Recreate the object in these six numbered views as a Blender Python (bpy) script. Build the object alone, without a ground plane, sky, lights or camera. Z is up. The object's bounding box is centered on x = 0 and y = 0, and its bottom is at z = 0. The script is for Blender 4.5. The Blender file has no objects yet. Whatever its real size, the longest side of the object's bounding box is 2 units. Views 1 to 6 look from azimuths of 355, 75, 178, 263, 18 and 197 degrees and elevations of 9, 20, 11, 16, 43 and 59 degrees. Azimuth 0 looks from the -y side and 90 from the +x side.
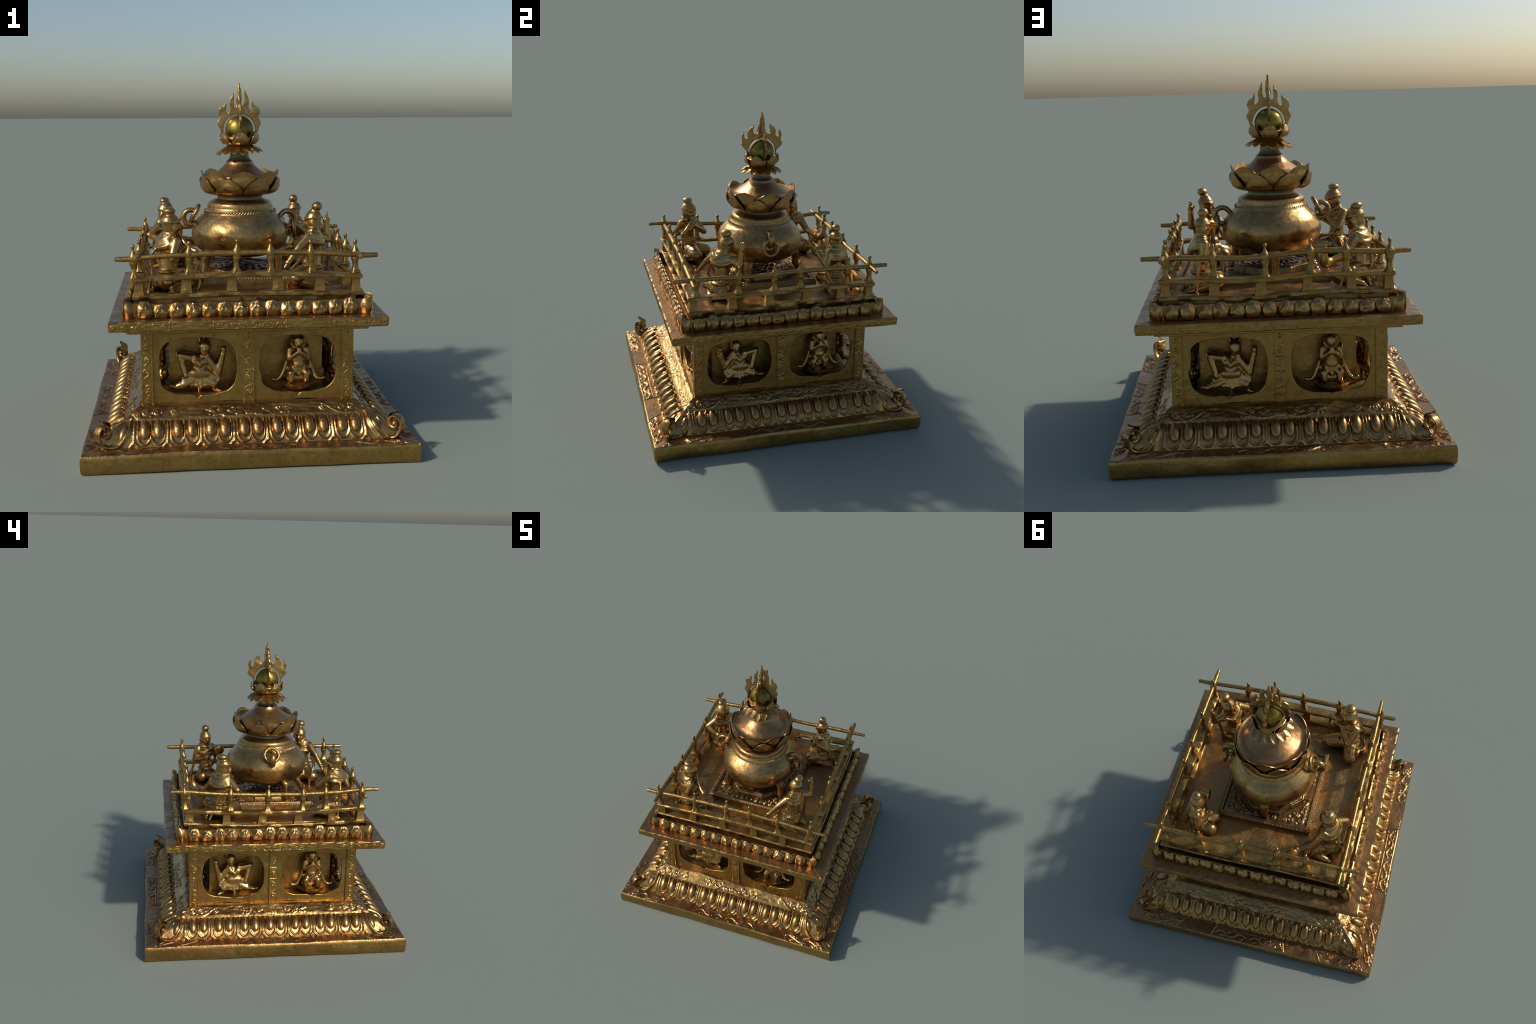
"""Gilt-bronze altar: stepped square base, niche storey with small figures,
railed deck with four kneeling attendants round a covered cauldron."""
import bpy, math, random
import numpy as np
from mathutils import Vector, Matrix

RNG = random.Random(7)
TAU = math.tau

# --------------------------------------------------------------------------
# small tools
# --------------------------------------------------------------------------
def wobble(P, freq, seed):
    """Smooth cheap noise in about -1..1, vectorised over points P (n,3)."""
    r = np.random.RandomState(seed)
    out = np.zeros(len(P))
    for i in range(7):
        k = r.normal(size=3)
        k = k / np.linalg.norm(k) * freq * r.uniform(0.6, 1.7)
        out += np.sin(P @ k + r.uniform(0, TAU))
    return out / 4.0


def catmull(pts, n):
    """Smooth curve through hand-placed points, n samples per span."""
    P = np.array(pts, float)
    P = np.vstack([2 * P[0] - P[1], P, 2 * P[-1] - P[-2]])
    out = []
    for i in range(1, len(P) - 2):
        for t in np.linspace(0, 1, n, endpoint=False):
            a, b, c, d = P[i - 1], P[i], P[i + 1], P[i + 2]
            out.append(0.5 * (2 * b + (c - a) * t + (2 * a - 5 * b + 4 * c - d) * t * t + (3 * b - a - 3 * c + d) * t ** 3))
    out.append(P[-2])
    return np.array(out)


def resample(pts, step):
    """Insert points on straight spans so no gap exceeds step; corners stay."""
    out = [np.array(pts[0], float)]
    for a, b in zip(pts[:-1], pts[1:]):
        a, b = np.array(a, float), np.array(b, float)
        n = max(1, int(math.ceil(np.linalg.norm(b - a) / step)))
        out += [a + (b - a) * i / n for i in range(1, n + 1)]
    return np.array(out)


def rot_k(P, k):
    """Rotate by k quarter turns about z (side 0 faces -y)."""
    P = np.asarray(P, float).copy()
    c, s = [(1, 0), (0, 1), (-1, 0), (0, -1)][k % 4]
    x, y = P[:, 0].copy(), P[:, 1].copy()
    P[:, 0], P[:, 1] = c * x - s * y, s * x + c * y
    return P


class Geo:
    """Collects vertices and faces of one mesh."""
    def __init__(self):
        self.v, self.f, self.n = [], [], 0

    def add(self, V, F):
        V = np.asarray(V, float)
        self.v.append(V)
        self.f += [tuple(i + self.n for i in f) for f in F]
        self.n += len(V)
        return self

    def verts(self):
        return np.vstack(self.v)


def grid_faces(nu, nv, wrap_u=False, wrap_v=False):
    F = []
    for i in range(nu if wrap_u else nu - 1):
        for j in range(nv if wrap_v else nv - 1):
            a, b = i, (i + 1) % nu
            c, d = j, (j + 1) % nv
            F.append((a * nv + c, b * nv + c, b * nv + d, a * nv + d))
    return F


ROOT = None

def make(name, geo, mat, parent=None, angle=40, smooth=True):
    me = bpy.data.meshes.new(name)
    me.from_pydata([tuple(p) for p in geo.verts()], [], geo.f)
    me.validate()
    me.update()
    return place(name, me, mat, parent, angle, smooth)


def place(name, me, mat, parent=None, angle=40, smooth=True):
    if mat is not None:
        me.materials.clear()
        me.materials.append(mat)
    if smooth:
        me.polygons.foreach_set("use_smooth", [True] * len(me.polygons))
        if angle:
            me.set_sharp_from_angle(angle=math.radians(angle))
    ob = bpy.data.objects.new(name, me)
    bpy.context.scene.collection.objects.link(ob)
    ob.parent = parent or ROOT
    return ob


def level_faces(ob, z, mat):
    """Give the flat upper faces their own material, browner than the sides."""
    ob.data.materials.append(mat)
    for p in ob.data.polygons:
        if p.center.z > z and p.normal.z > 0.5:
            p.material_index = 1


def copy_of(ob, matrix, parent=None):
    o = ob.copy()
    bpy.context.scene.collection.objects.link(o)
    o.parent = parent or ob.parent
    o.matrix_local = matrix
    return o


def empty(name, parent=None, at=(0, 0, 0)):
    e = bpy.data.objects.new(name, None)
    e.empty_display_size = 0.05
    bpy.context.scene.collection.objects.link(e)
    e.parent = parent
    return e


# ---- solids ---------------------------------------------------------------
def ellipsoid(c, r, rot=None, nu=20, nv=12):
    V, F = [], []
    for j in range(1, nv):
        th = math.pi * j / nv
        for i in range(nu):
            ph = TAU * i / nu
            V.append((r[0] * math.sin(th) * math.cos(ph), r[1] * math.sin(th) * math.sin(ph), r[2] * math.cos(th)))
    V.append((0, 0, r[2])); V.append((0, 0, -r[2]))
    V = np.array(V)
    if rot is not None:
        V = V @ np.array(rot).T
    V = V + np.array(c)
    for j in range(nv - 2):
        for i in range(nu):
            a, b = j * nu + i, j * nu + (i + 1) % nu
            F.append((a, a + nu, b + nu, b))
    top, bot = len(V) - 2, len(V) - 1
    for i in range(nu):
        F.append((top, i, (i + 1) % nu))
        F.append((bot, (nv - 2) * nu + (i + 1) % nu, (nv - 2) * nu + i))
    return V, F


def frames(path):
    """Parallel-transported frames along a path."""
    P = np.array(path, float)
    T = np.gradient(P, axis=0)
    T /= np.linalg.norm(T, axis=1)[:, None] + 1e-12
    up = np.array([0, 0, 1.0])
    if abs(T[0] @ up) > 0.9:
        up = np.array([1.0, 0, 0])
    n = np.cross(T[0], up); n /= np.linalg.norm(n)
    N = []
    for t in T:
        n = n - t * (n @ t); n /= np.linalg.norm(n) + 1e-12
        N.append(n)
    N = np.array(N)
    return P, T, N, np.cross(T, N)


def tube(path, rad, seg=12, flat=1.0, cap=True, closed=False):
    """Round (or flattened) tube along a path; rad is a number or list."""
    P, T, N, B = frames(path)
    n = len(P)
    R = np.full(n, rad, float) if np.isscalar(rad) else np.interp(np.linspace(0, 1, n), np.linspace(0, 1, len(rad)), rad)
    V = []
    for i in range(n):
        for k in range(seg):
            a = TAU * k / seg
            V.append(P[i] + R[i] * (math.cos(a) * N[i] + flat * math.sin(a) * B[i]))
    F = grid_faces(n, seg, wrap_u=closed, wrap_v=True)
    if not closed and cap:
        V.append(P[0] - T[0] * R[0] * 0.45); V.append(P[-1] + T[-1] * R[-1] * 0.45)
        a, b = len(V) - 2, len(V) - 1
        for k in range(seg):
            F.append((a, (k + 1) % seg, k))
            F.append((b, (n - 1) * seg + k, (n - 1) * seg + (k + 1) % seg))
    return np.array(V), F


def capsule(p, q, r0, r1, seg=14):
    """Solid tapered capsule with round ends."""
    p, q = np.array(p, float), np.array(q, float)
    L = np.linalg.norm(q - p) + 1e-9
    d = (q - p) / L
    pts, rad = [], []
    for a in np.linspace(-90, 0, 6)[1:]:
        pts.append(p + d * r0 * math.sin(math.radians(a))); rad.append(r0 * math.cos(math.radians(a)))
    for t in np.linspace(0, 1, 5)[1:-1]:
        pts.append(p + d * L * t); rad.append(r0 + (r1 - r0) * t)
    for a in np.linspace(0, 90, 6)[:-1]:
        pts.append(q + d * r1 * math.sin(math.radians(a))); rad.append(r1 * math.cos(math.radians(a)))
    up = np.array([0, 0, 1.0]) if abs(d[2]) < 0.9 else np.array([1.0, 0, 0])
    n = np.cross(d, up); n /= np.linalg.norm(n); b = np.cross(d, n)
    V = [c + r * (math.cos(TAU * k / seg) * n + math.sin(TAU * k / seg) * b) for c, r in zip(pts, rad) for k in range(seg)]
    m = len(pts)
    F = grid_faces(m, seg, wrap_v=True)
    V.append(p - d * r0); V.append(q + d * r1)
    for k in range(seg):
        F.append((len(V) - 2, (k + 1) % seg, k))
        F.append((len(V) - 1, (m - 1) * seg + k, (m - 1) * seg + (k + 1) % seg))
    return np.array(V), F


def lathe(profile, seg=96, close_top=True, close_bottom=True, squash=None):
    P = np.array(profile, float)
    V = []
    for r, z in P:
        for k in range(seg):
            a = TAU * k / seg
            V.append((r * math.cos(a), r * math.sin(a), z))
    V = np.array(V)
    F = grid_faces(len(P), seg, wrap_v=True)
    F = [f[::-1] for f in F]
    if close_bottom:
        F.append(tuple(range(seg))[::-1])
    if close_top:
        F.append(tuple(range((len(P) - 1) * seg, len(P) * seg)))
    return V, F


def square_loft(profile, n, closed=False, disp=None, cap=False):
    """Mitred square moulding. profile: (half-size, z) points, outside order
    bottom to top. disp(k, x, i) -> (outward, upward) arrays for ring i."""
    P = np.array(profile, float)
    V = []
    t = -1 + 2 * np.arange(n) / n
    for i, (h, z) in enumerate(P):
        for k in range(4):
            dh, dz = (0, 0) if disp is None else disp(k, t * h, i)
            hh = h + dh
            q = np.column_stack([t * hh, -hh * np.ones(n), z + dz * np.ones(n)])
            V.append(rot_k(q, k))
    V = np.vstack(V)
    F = [f[::-1] for f in grid_faces(len(P), 4 * n, wrap_u=closed, wrap_v=True)]
    F = [f[::-1] for f in F]
    F = [(a, d, c, b) for a, b, c, d in F]
    if cap:
        m = 4 * n
        F.append(tuple(range(m))[::-1])
        F.append(tuple(range((len(P) - 1) * m, len(P) * m)))
    return V, F


def box(lo, hi):
    (a, b, c), (d, e, f) = lo, hi
    V = [(a, b, c), (d, b, c), (d, e, c), (a, e, c), (a, b, f), (d, b, f), (d, e, f), (a, e, f)]
    F = [(3, 2, 1, 0), (4, 5, 6, 7), (0, 1, 5, 4), (1, 2, 6, 5), (2, 3, 7, 6), (3, 0, 4, 7)]
    return np.array(V, float), F


# ---- relief strokes (u along, v across) -----------------------------------
def spiral(cx, cy, r, turns=1.4, start=0.0, way=1):
    t = np.linspace(0, 1, 40)
    a = start + way * turns * TAU * t
    rr = r * (1 - 0.85 * t)
    return np.column_stack([cx + rr * np.cos(a), cy + rr * np.sin(a)])


def wave(x0, x1, v, amp, n, ph=0.0):
    x = np.linspace(x0, x1, 120)
    return np.column_stack([x, v + amp * np.sin(ph + n * TAU * (x - x0) / (x1 - x0))])


def line(a, b):
    return np.array([np.array(a) + (np.array(b) - np.array(a)) * t for t in np.linspace(0, 1, 60)])


def dot(x, v):
    return np.array([[x, v]])


def relief(U, Vv, strokes):
    """Height of rounded ridges along the strokes at points (U, Vv)."""
    H = np.zeros(len(U))
    for pts, w, h in strokes:
        if len(pts) > 1:
            pts = resample(pts, max(0.0015, w * 0.35))
        lo, hi = pts.min(0) - 3 * w, pts.max(0) + 3 * w
        m = np.where((U > lo[0]) & (U < hi[0]) & (Vv > lo[1]) & (Vv < hi[1]))[0]
        for chunk in np.array_split(m, max(1, len(m) * len(pts) // 3000000 + 1)):
            if len(chunk) == 0:
                continue
            d2 = (U[chunk, None] - pts[None, :, 0]) ** 2 + (Vv[chunk, None] - pts[None, :, 1]) ** 2
            g = h * np.exp(-(d2.min(1)) / (w * w))
            H[chunk] = np.where(np.abs(g) > np.abs(H[chunk]), g, H[chunk])
    return H


def mirrored(strokes):
    return strokes + [(np.column_stack([-p[:, 0], p[:, 1]]), w, h) for p, w, h in strokes]


# --------------------------------------------------------------------------
# materials
# --------------------------------------------------------------------------
def bronze(name, gold, brown, dark, patina=None, mottle=0.5, rough=(0.21, 0.38), metal=0.95, scale=1.0, bump=0.25, dark_amount=0.45, patina_cover=0.0, bump_scale=90):
    m = bpy.data.materials.new(name)
    m.use_nodes = True
    nt = m.node_tree
    N, L = nt.nodes, nt.links
    bsdf = N["Principled BSDF"]
    tc = N.new("ShaderNodeTexCoord")

    def noise(s, detail, r=0.6, dist=0.0):
        n = N.new("ShaderNodeTexNoise")
        n.inputs["Scale"].default_value = s * scale
        n.inputs["Detail"].default_value = detail
        n.inputs["Roughness"].default_value = r
        n.inputs["Distortion"].default_value = dist
        L.new(tc.outputs["Object"], n.inputs["Vector"])
        return n.outputs["Fac"]

    def ramp(fac, a, b, lo=0.0, hi=1.0):
        r = N.new("ShaderNodeMapRange")
        r.interpolation_type = "SMOOTHSTEP"
        r.inputs["From Min"].default_value = a
        r.inputs["From Max"].default_value = b
        r.inputs["To Min"].default_value = lo
        r.inputs["To Max"].default_value = hi
        L.new(fac, r.inputs["Value"])
        return r.outputs["Result"]

    def mix(fac, a, b):
        x = N.new("ShaderNodeMix")
        x.data_type = "RGBA"
        L.new(fac, x.inputs[0])
        for sock, val in ((x.inputs[6], a), (x.inputs[7], b)):
            if isinstance(val, tuple):
                sock.default_value = (*val, 1)
            else:
                L.new(val, sock)
        return x.outputs[2]

    col = mix(ramp(noise(5, 4, 0.6, 0.4), 0.38, 0.66, 0, mottle), gold, brown)
    col = mix(ramp(noise(38, 6, 0.68, 0.3), 0.46, 0.70, 0, dark_amount), col, dark)
    if patina is not None:
        col = mix(ramp(noise(17, 6, 0.7, 0.6), 0.62 - patina_cover * 0.4, 0.82 - patina_cover * 0.4, 0, 0.55 + 0.4 * patina_cover), col, patina)
    L.new(col, bsdf.inputs["Base Color"])
    bsdf.inputs["Metallic"].default_value = metal
    L.new(ramp(noise(9, 5, 0.6), 0.3, 0.7, rough[0], rough[1]), bsdf.inputs["Roughness"])
    b = N.new("ShaderNodeBump")
    b.inputs["Strength"].default_value = bump
    b.inputs["Distance"].default_value = 0.004
    L.new(noise(bump_scale, 5, 0.55), b.inputs["Height"])
    b2 = N.new("ShaderNodeBump")      # shallow hammer marks and casting lumps
    b2.inputs["Strength"].default_value = 0.30
    b2.inputs["Distance"].default_value = 0.010
    L.new(noise(24, 3, 0.5), b2.inputs["Height"])
    L.new(b.outputs["Normal"], b2.inputs["Normal"])
    L.new(b2.outputs["Normal"], bsdf.inputs["Normal"])
    return m


GOLD, BROWN, DARK = (0.45, 0.275, 0.095), (0.36, 0.195, 0.072), (0.165, 0.095, 0.036)
M_GILT = bronze("gilt_bronze", GOLD, BROWN, DARK, patina=(0.25, 0.22, 0.105), dark_amount=0.65, mottle=0.75)
M_FIG = bronze("figure_bronze", (0.49, 0.31, 0.11), (0.38, 0.21, 0.08), (0.20, 0.115, 0.042), patina=(0.29, 0.26, 0.13), rough=(0.19, 0.36), dark_amount=0.5, bump=0.2)
M_SLAB = bronze("weathered_brass", (0.40, 0.255, 0.075), (0.34, 0.172, 0.058), (0.20, 0.125, 0.032), patina=(0.24, 0.235, 0.075), mottle=0.7, rough=(0.29, 0.46), bump=0.4, dark_amount=0.65)
M_TOP = bronze("brown_top_bronze", (0.38, 0.225, 0.09), (0.34, 0.175, 0.068), (0.19, 0.11, 0.045), patina=(0.27, 0.22, 0.12), mottle=0.8, rough=(0.28, 0.46), bump=0.4, dark_amount=0.6)
M_FLOOR = bronze("worn_deck_bronze", (0.33, 0.215, 0.085), (0.48, 0.20, 0.045), (0.17, 0.10, 0.04), patina=(0.25, 0.21, 0.125), mottle=0.8, rough=(0.34, 0.55), bump=0.5, bump_scale=60, dark_amount=0.55)
M_POT = bronze("cauldron_bronze", (0.44, 0.28, 0.105), (0.35, 0.19, 0.068), (0.17, 0.10, 0.036), patina=(0.30, 0.235, 0.13), rough=(0.22, 0.40), bump=0.25, bump_scale=45, dark_amount=0.6, mottle=0.7)
M_DOME = bronze("lid_copper_bronze", (0.41, 0.235, 0.095), (0.37, 0.185, 0.07), (0.22, 0.125, 0.055), patina=(0.28, 0.23, 0.14), rough=(0.30, 0.44), bump=0.3, bump_scale=40, mottle=0.75, dark_amount=0.55)
M_NECK = bronze("verdigris_bronze", (0.25, 0.23, 0.14), (0.30, 0.22, 0.11), (0.15, 0.15, 0.10), patina=(0.19, 0.235, 0.18), patina_cover=0.5, rough=(0.42, 0.6), metal=0.8)
M_TRAY = bronze("carved_dark_bronze", (0.34, 0.215, 0.09), (0.29, 0.16, 0.065), (0.15, 0.09, 0.04), patina=(0.22, 0.19, 0.11), rough=(0.28, 0.48), dark_amount=0.6)
M_ORB = bronze("olive_gold_orb", (0.29, 0.205, 0.035), (0.20, 0.16, 0.04), (0.13, 0.11, 0.035), patina=(0.15, 0.17, 0.075), mottle=0.8, rough=(0.24, 0.38), bump=0.04, patina_cover=0.25)

# --------------------------------------------------------------------------
# top level
# --------------------------------------------------------------------------
ROOT = empty("bronze_altar")
ROOT["label"] = "square gilt bronze altar with railed deck, figures and covered cauldron"
ROOT["category"] = "ritual altar"

HB = 0.887        # half-size of the ground slab

# ---- ground slab with engraved top border ---------------------------------
def build_slab():
    outer = [(0.80, 0.004), (0.876, 0.000), (0.884, 0.012), (0.887, 0.05), (0.886, 0.085), (0.884, 0.098), (0.879, 0.105)]
    prof = list(resample(outer[:5], 0.012)) + [np.array(p) for p in outer[5:]]
    n_out = len(prof)
    prof += list(resample([(0.879, 0.105), (0.77, 0.104)], 0.0034)[1:])
    prof += [np.array((0.60, 0.104))]
    prof = np.array(prof)
    n = 440
    st = []
    st += [(line((0.534, 0.006), (0.534, 0.09)), 0.003, 0.004), (line((0.27, 0.006), (0.27, 0.09)), 0.003, 0.004)]
    st += [(line((0.0, 0.082), (0.262, 0.082)), 0.003, 0.003), (line((0.0, 0.016), (0.262, 0.016)), 0.0028, 0.0028)]
    st += [(wave(0.02, 0.25, 0.049, 0.017, 1.5), 0.0045, 0.0065)]
    for i, x in enumerate((0.045, 0.085, 0.125, 0.165, 0.205, 0.24)):
        st.append((spiral(x, 0.049 + (0.018 if i % 2 else -0.016), 0.011, 1.1, i, 1 if i % 2 else -1), 0.0035, 0.005))
        st.append((dot(x + 0.018, 0.049 + (-0.012 if i % 2 else 0.014)), 0.005, 0.006))
    st += [(wave(0.55, 0.80, 0.045, 0.02, 1.5, 0.6), 0.0055, 0.0075)]
    for i, x in enumerate((0.58, 0.63, 0.675, 0.72, 0.765)):
        st.append((spiral(x, 0.045 + (0.022 if i % 2 else -0.022), 0.012, 1.0, i * 2.0, 1), 0.004, 0.0055))
        st.append((dot(x + 0.02, 0.045 + (0.016 if i % 2 else -0.016)), 0.0055, 0.006))
    st += [(spiral(0.815, 0.045, 0.022, 1.5, 0.5, 1), 0.005, 0.007), (spiral(0.835, 0.028, 0.012, 1.2, 2.0, -1), 0.004, 0.006)]
    st += [(dot(0.80, 0.02), 0.006, 0.006), (dot(0.845, 0.05), 0.006, 0.006)]
    st = mirrored(st)
    t = -1 + 2 * np.arange(n) / n

    cache = {}
    def disp(k, x, i):
        h, z = prof[i]
        u = t * HB
        p3 = np.column_stack([u, np.full(n, z * 2.0), np.full(n, k * 3.0)])
        if i < n_out:
            dh = 0.0035 * wobble(p3, 14, 3) + 0.0018 * wobble(p3, 45, 5)
            dz = 0.0035 * wobble(p3, 9, 8) if z > 0.09 else 0.0
            if z < 0.03:     # underside is bowed up a little between the corners
                dz = 0.005 * (1 - np.abs(t) ** 3) + 0.002 * np.abs(wobble(p3, 8, 9)) * (1 - t ** 8)
            edge = (1 - np.abs(t) ** 40)
            return dh * edge, dz
        if i not in cache:
            cache[i] = relief(u, np.full(n, HB - h), st) if h > 0.76 else np.zeros(n)
        return 0.0, cache[i] + 0.0022 * wobble(p3, 9, 8) * np.clip((0.885 - h) * 0 + 1, 0, 1) + 0.0007 * wobble(p3, 70, 12)
    V, F = square_loft(prof, n, disp=disp, cap=True)
    ob = make("base_slab", Geo().add(V, F), M_SLAB, angle=50)
    level_faces(ob, 0.100, M_TOP)

# ---- egg-and-dart band ------------------------------------------------------
BAND = [(0.668, 0.206), (0.695, 0.200), (0.728, 0.184), (0.755, 0.160), (0.772, 0.134), (0.782, 0.112), (0.786, 0.100)]
PITCH = 0.1752

def band_point(s):
    """(half-size, z), tangent and outward normal at arc length s from top."""
    P = catmull(BAND, 12)
    d = np.r_[0, np.cumsum(np.linalg.norm(np.diff(P, axis=0), axis=1))]
    h, z = np.interp(s, d, P[:, 0]), np.interp(s, d, P[:, 1])
    h2, z2 = np.interp(s + 1e-3, d, P[:, 0]), np.interp(s + 1e-3, d, P[:, 1])
    t = np.array([h2 - h, z2 - z]); t /= np.linalg.norm(t) + 1e-12
    return np.array([h, z]), t, np.array([-t[1], t[0]]), d[-1]

def build_band():
    P = catmull(BAND, 7)
    d = np.r_[0, np.cumsum(np.linalg.norm(np.diff(P, axis=0), axis=1))]
    L = d[-1]
    n = 420
    st = []
    def lobe(c, w, bottom):
        a = np.linspace(0, math.pi, 30)
        return np.vstack([line((c - w, 0.008), (c - w, bottom - 0.045)),
                          np.column_stack([c - w * np.cos(a), bottom - 0.045 + 0.045 * np.sin(a)]),
                          line((c + w, bottom - 0.045), (c + w, 0.008))])
    for i in range(7):
        c = (i - 3) * PITCH
        for sgn in (-1, 1):
            st.append((lobe(c + sgn * 0.0365, 0.0350, L - 0.016), 0.0040, 0.009))
    for i in range(8):
        c = (i - 3.5) * PITCH
        st.append((line((c, 0.02), (c, L - 0.02)), 0.0055, 0.010))
        st.append((line((c, L - 0.03), (c - 0.022, L - 0.004)), 0.006, 0.007))
        st.append((line((c, L - 0.03), (c + 0.022, L - 0.004)), 0.006, 0.007))
    rim = catmull([(0.632, 0.005), (0.634, 0.05), (0.648, 0.10), (0.69, L - 0.012), (0.735, L - 0.006), (0.77, L - 0.012)], 14)
    st += mirrored([(rim, 0.008, 0.014)])
    prof = P[::-1]
    dd = d[::-1]
    t = -1 + 2 * np.arange(n) / n
    cache = {}
    def disp(k, x, i):
        s = dd[i]
        if i not in cache:
            u = t * prof[i][0]
            cache[i] = relief(u, np.full(n, s), st)
            # background dished between ridges
            cache[i] = cache[i] - 0.004 * np.exp(-((s - 0.08) / 0.05) ** 2) * (np.abs(u) < 0.62)
            cache[i] *= np.clip((1 - np.abs(t)) / 0.02, 0, 1)
        _, _, nrm, _ = band_point(s)
        p3 = np.column_stack([t, np.full(n, s * 3), np.full(n, k * 2.0)])
        g = cache[i] + 0.0014 * wobble(p3, 40, 21) * np.clip((1 - np.abs(t)) / 0.02, 0, 1)
        return nrm[0] * g, nrm[1] * g
    V, F = square_loft(prof, n, disp=disp)
    band = make("egg_and_dart_band", Geo().add(V, F), M_GILT, angle=0)
    # eggs: one mesh, copied; pointed slightly at the top
    V, F = ellipsoid((0, 0, 0), (1, 1, 1), nu=22, nv=16)
    V[:, 0] *= 0.0290 * (1 - 0.08 * V[:, 2]); V[:, 1] *= 0.025; V[:, 2] *= 0.056
    egg = None
    for k in range(4):
        for i in range(14):
            x = (i // 2 - 3) * PITCH + (-0.0365, 0.0365)[i % 2]
            (h, z), tg, nr, _ = band_point(0.070)
            ax_out, ax_up = np.array([0, -nr[0], nr[1]]), np.array([0, tg[0], -tg[1]])
            M = Matrix(((1, 0, 0, x), (0, -ax_out[1], ax_up[1], -h + 0.002), (0, -ax_out[2], ax_up[2], z), (0, 0, 0, 1)))
            M = M @ Matrix.Rotation(RNG.uniform(-0.05, 0.05), 4, 'Y') @ Matrix.Diagonal((RNG.uniform(0.93, 1.07), 1, RNG.uniform(0.95, 1.05), 1))
            M = Matrix.Rotation(k * math.pi / 2, 4, 'Z') @ M
            if egg is None:
                egg = make("egg_boss", Geo().add(V, F), M_GILT, parent=band, angle=0)
                egg.matrix_local = M
            else:
                copy_of(egg, M)
    # corner leaves: one big lobe on either face and a curled volute on the mitre
    D = np.array([-1, -1, 0]) / math.sqrt(2)
    W = np.array([1, -1, 0]) / math.sqrt(2)
    first = None
    for k in range(4):
        g = Geo()
        # spiral ribbon in the diagonal plane: (d along diagonal, z, half width)
        path = [(0.985, 0.195, 0.020), (1.03, 0.155, 0.034), (1.058, 0.122, 0.040), (1.082, 0.110, 0.038), (1.108, 0.117, 0.030), (1.129, 0.145, 0.024), (1.136, 0.184, 0.0215)]
        path = catmull(path, 6)
        a = np.linspace(0.05, 1.55 * TAU * 0.86, 44)
        rr = 0.044 * (1 - 0.80 * a / a[-1])
        curl = np.column_stack([1.092 + rr * np.cos(a), 0.186 + rr * 1.05 * np.sin(a), 0.0215 - 0.003 * a / a[-1]])
        full = np.vstack([path[:-1], curl])
        tang = np.gradient(full[:, :2], axis=0); tang /= np.linalg.norm(tang, axis=1)[:, None]
        nrm = np.column_stack([tang[:, 1], -tang[:, 0]])
        sec = [(-1.0, 0.003), (-0.8, 0.007), (-0.5, 0.002), (0, 0.0), (0.5, 0.002), (0.8, 0.007), (1.0, 0.003), (1.0, -0.004), (0.6, -0.005), (0, -0.006), (-0.6, -0.005), (-1.0, -0.004)]
        V = []
        taper = np.clip((len(full) - np.arange(len(full))) / 8.0, 0.35, 1)
        for (dd_, zz, w), nn, tp in zip(full, nrm, taper):
            for a_, b_ in sec:
                V.append(D * (dd_ - nn[0] * b_ * tp) + W * (w * a_) + np.array([0, 0, zz - nn[1] * b_ * tp]))
        F = grid_faces(len(full), len(sec), wrap_v=True)
        F += [tuple(range(len(sec)))[::-1], tuple(range((len(full) - 1) * len(sec), len(full) * len(sec)))]
        g.add(np.array(V), F)
        # ball in the eye of the scroll
        for sgn in (-1, 1):
            c = D * 1.095 + W * (sgn * 0.0145) + np.array([0, 0, 0.184])
            g.add(*ellipsoid(c, (0.013, 0.013, 0.013), nu=14, nv=10))
        # pointed flick above the curl
        flick = [D * 1.062 + np.array([0, 0, 0.214]), D * 1.070 + np.array([0, 0, 0.234]), D * 1.094 + np.array([0, 0, 0.246]), D * 1.120 + np.array([0, 0, 0.260])]
        fp = catmull(flick, 6)
        V = []
        for i, p in enumerate(fp):
            w = 0.024 * (1 - (i / (len(fp) - 1)) ** 3) + 0.001
            V += [p + W * w + np.array([0, 0, 0.004]), p + np.array([0, 0, 0.0]), p - W * w + np.array([0, 0, 0.004]), p - np.array([0, 0, 0.009])]
        F = grid_faces(len(fp), 4, wrap_v=True) + [(3, 2, 1, 0), tuple(range(len(V) - 4, len(V)))]
        g.add(np.array(V), F)
        V = rot_k(g.verts(), k)
        make("corner_volute", Geo().add(V, g.f), M_GILT, parent=band, angle=60)
        for sgn in (-1, 1):
            c = np.array([[-0.672, -0.735, 0.160]]) if sgn < 0 else np.array([[-0.735, -0.672, 0.160]])
            axis = np.array([-0.36, -0.62, -0.69]) if sgn < 0 else np.array([-0.62, -0.36, -0.69])
            axis /= np.linalg.norm(axis)
            q = Vector((0, 0, 1)).rotation_difference(Vector(axis)).to_matrix()
            V, F = ellipsoid((0, 0, 0), (0.026, 0.026, 0.048), nu=20, nv=14)
            V = rot_k(V @ np.array(q).T + c, k)
            make("corner_lobe", Geo().add(V, F), M_GILT, parent=band, angle=0)

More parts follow.
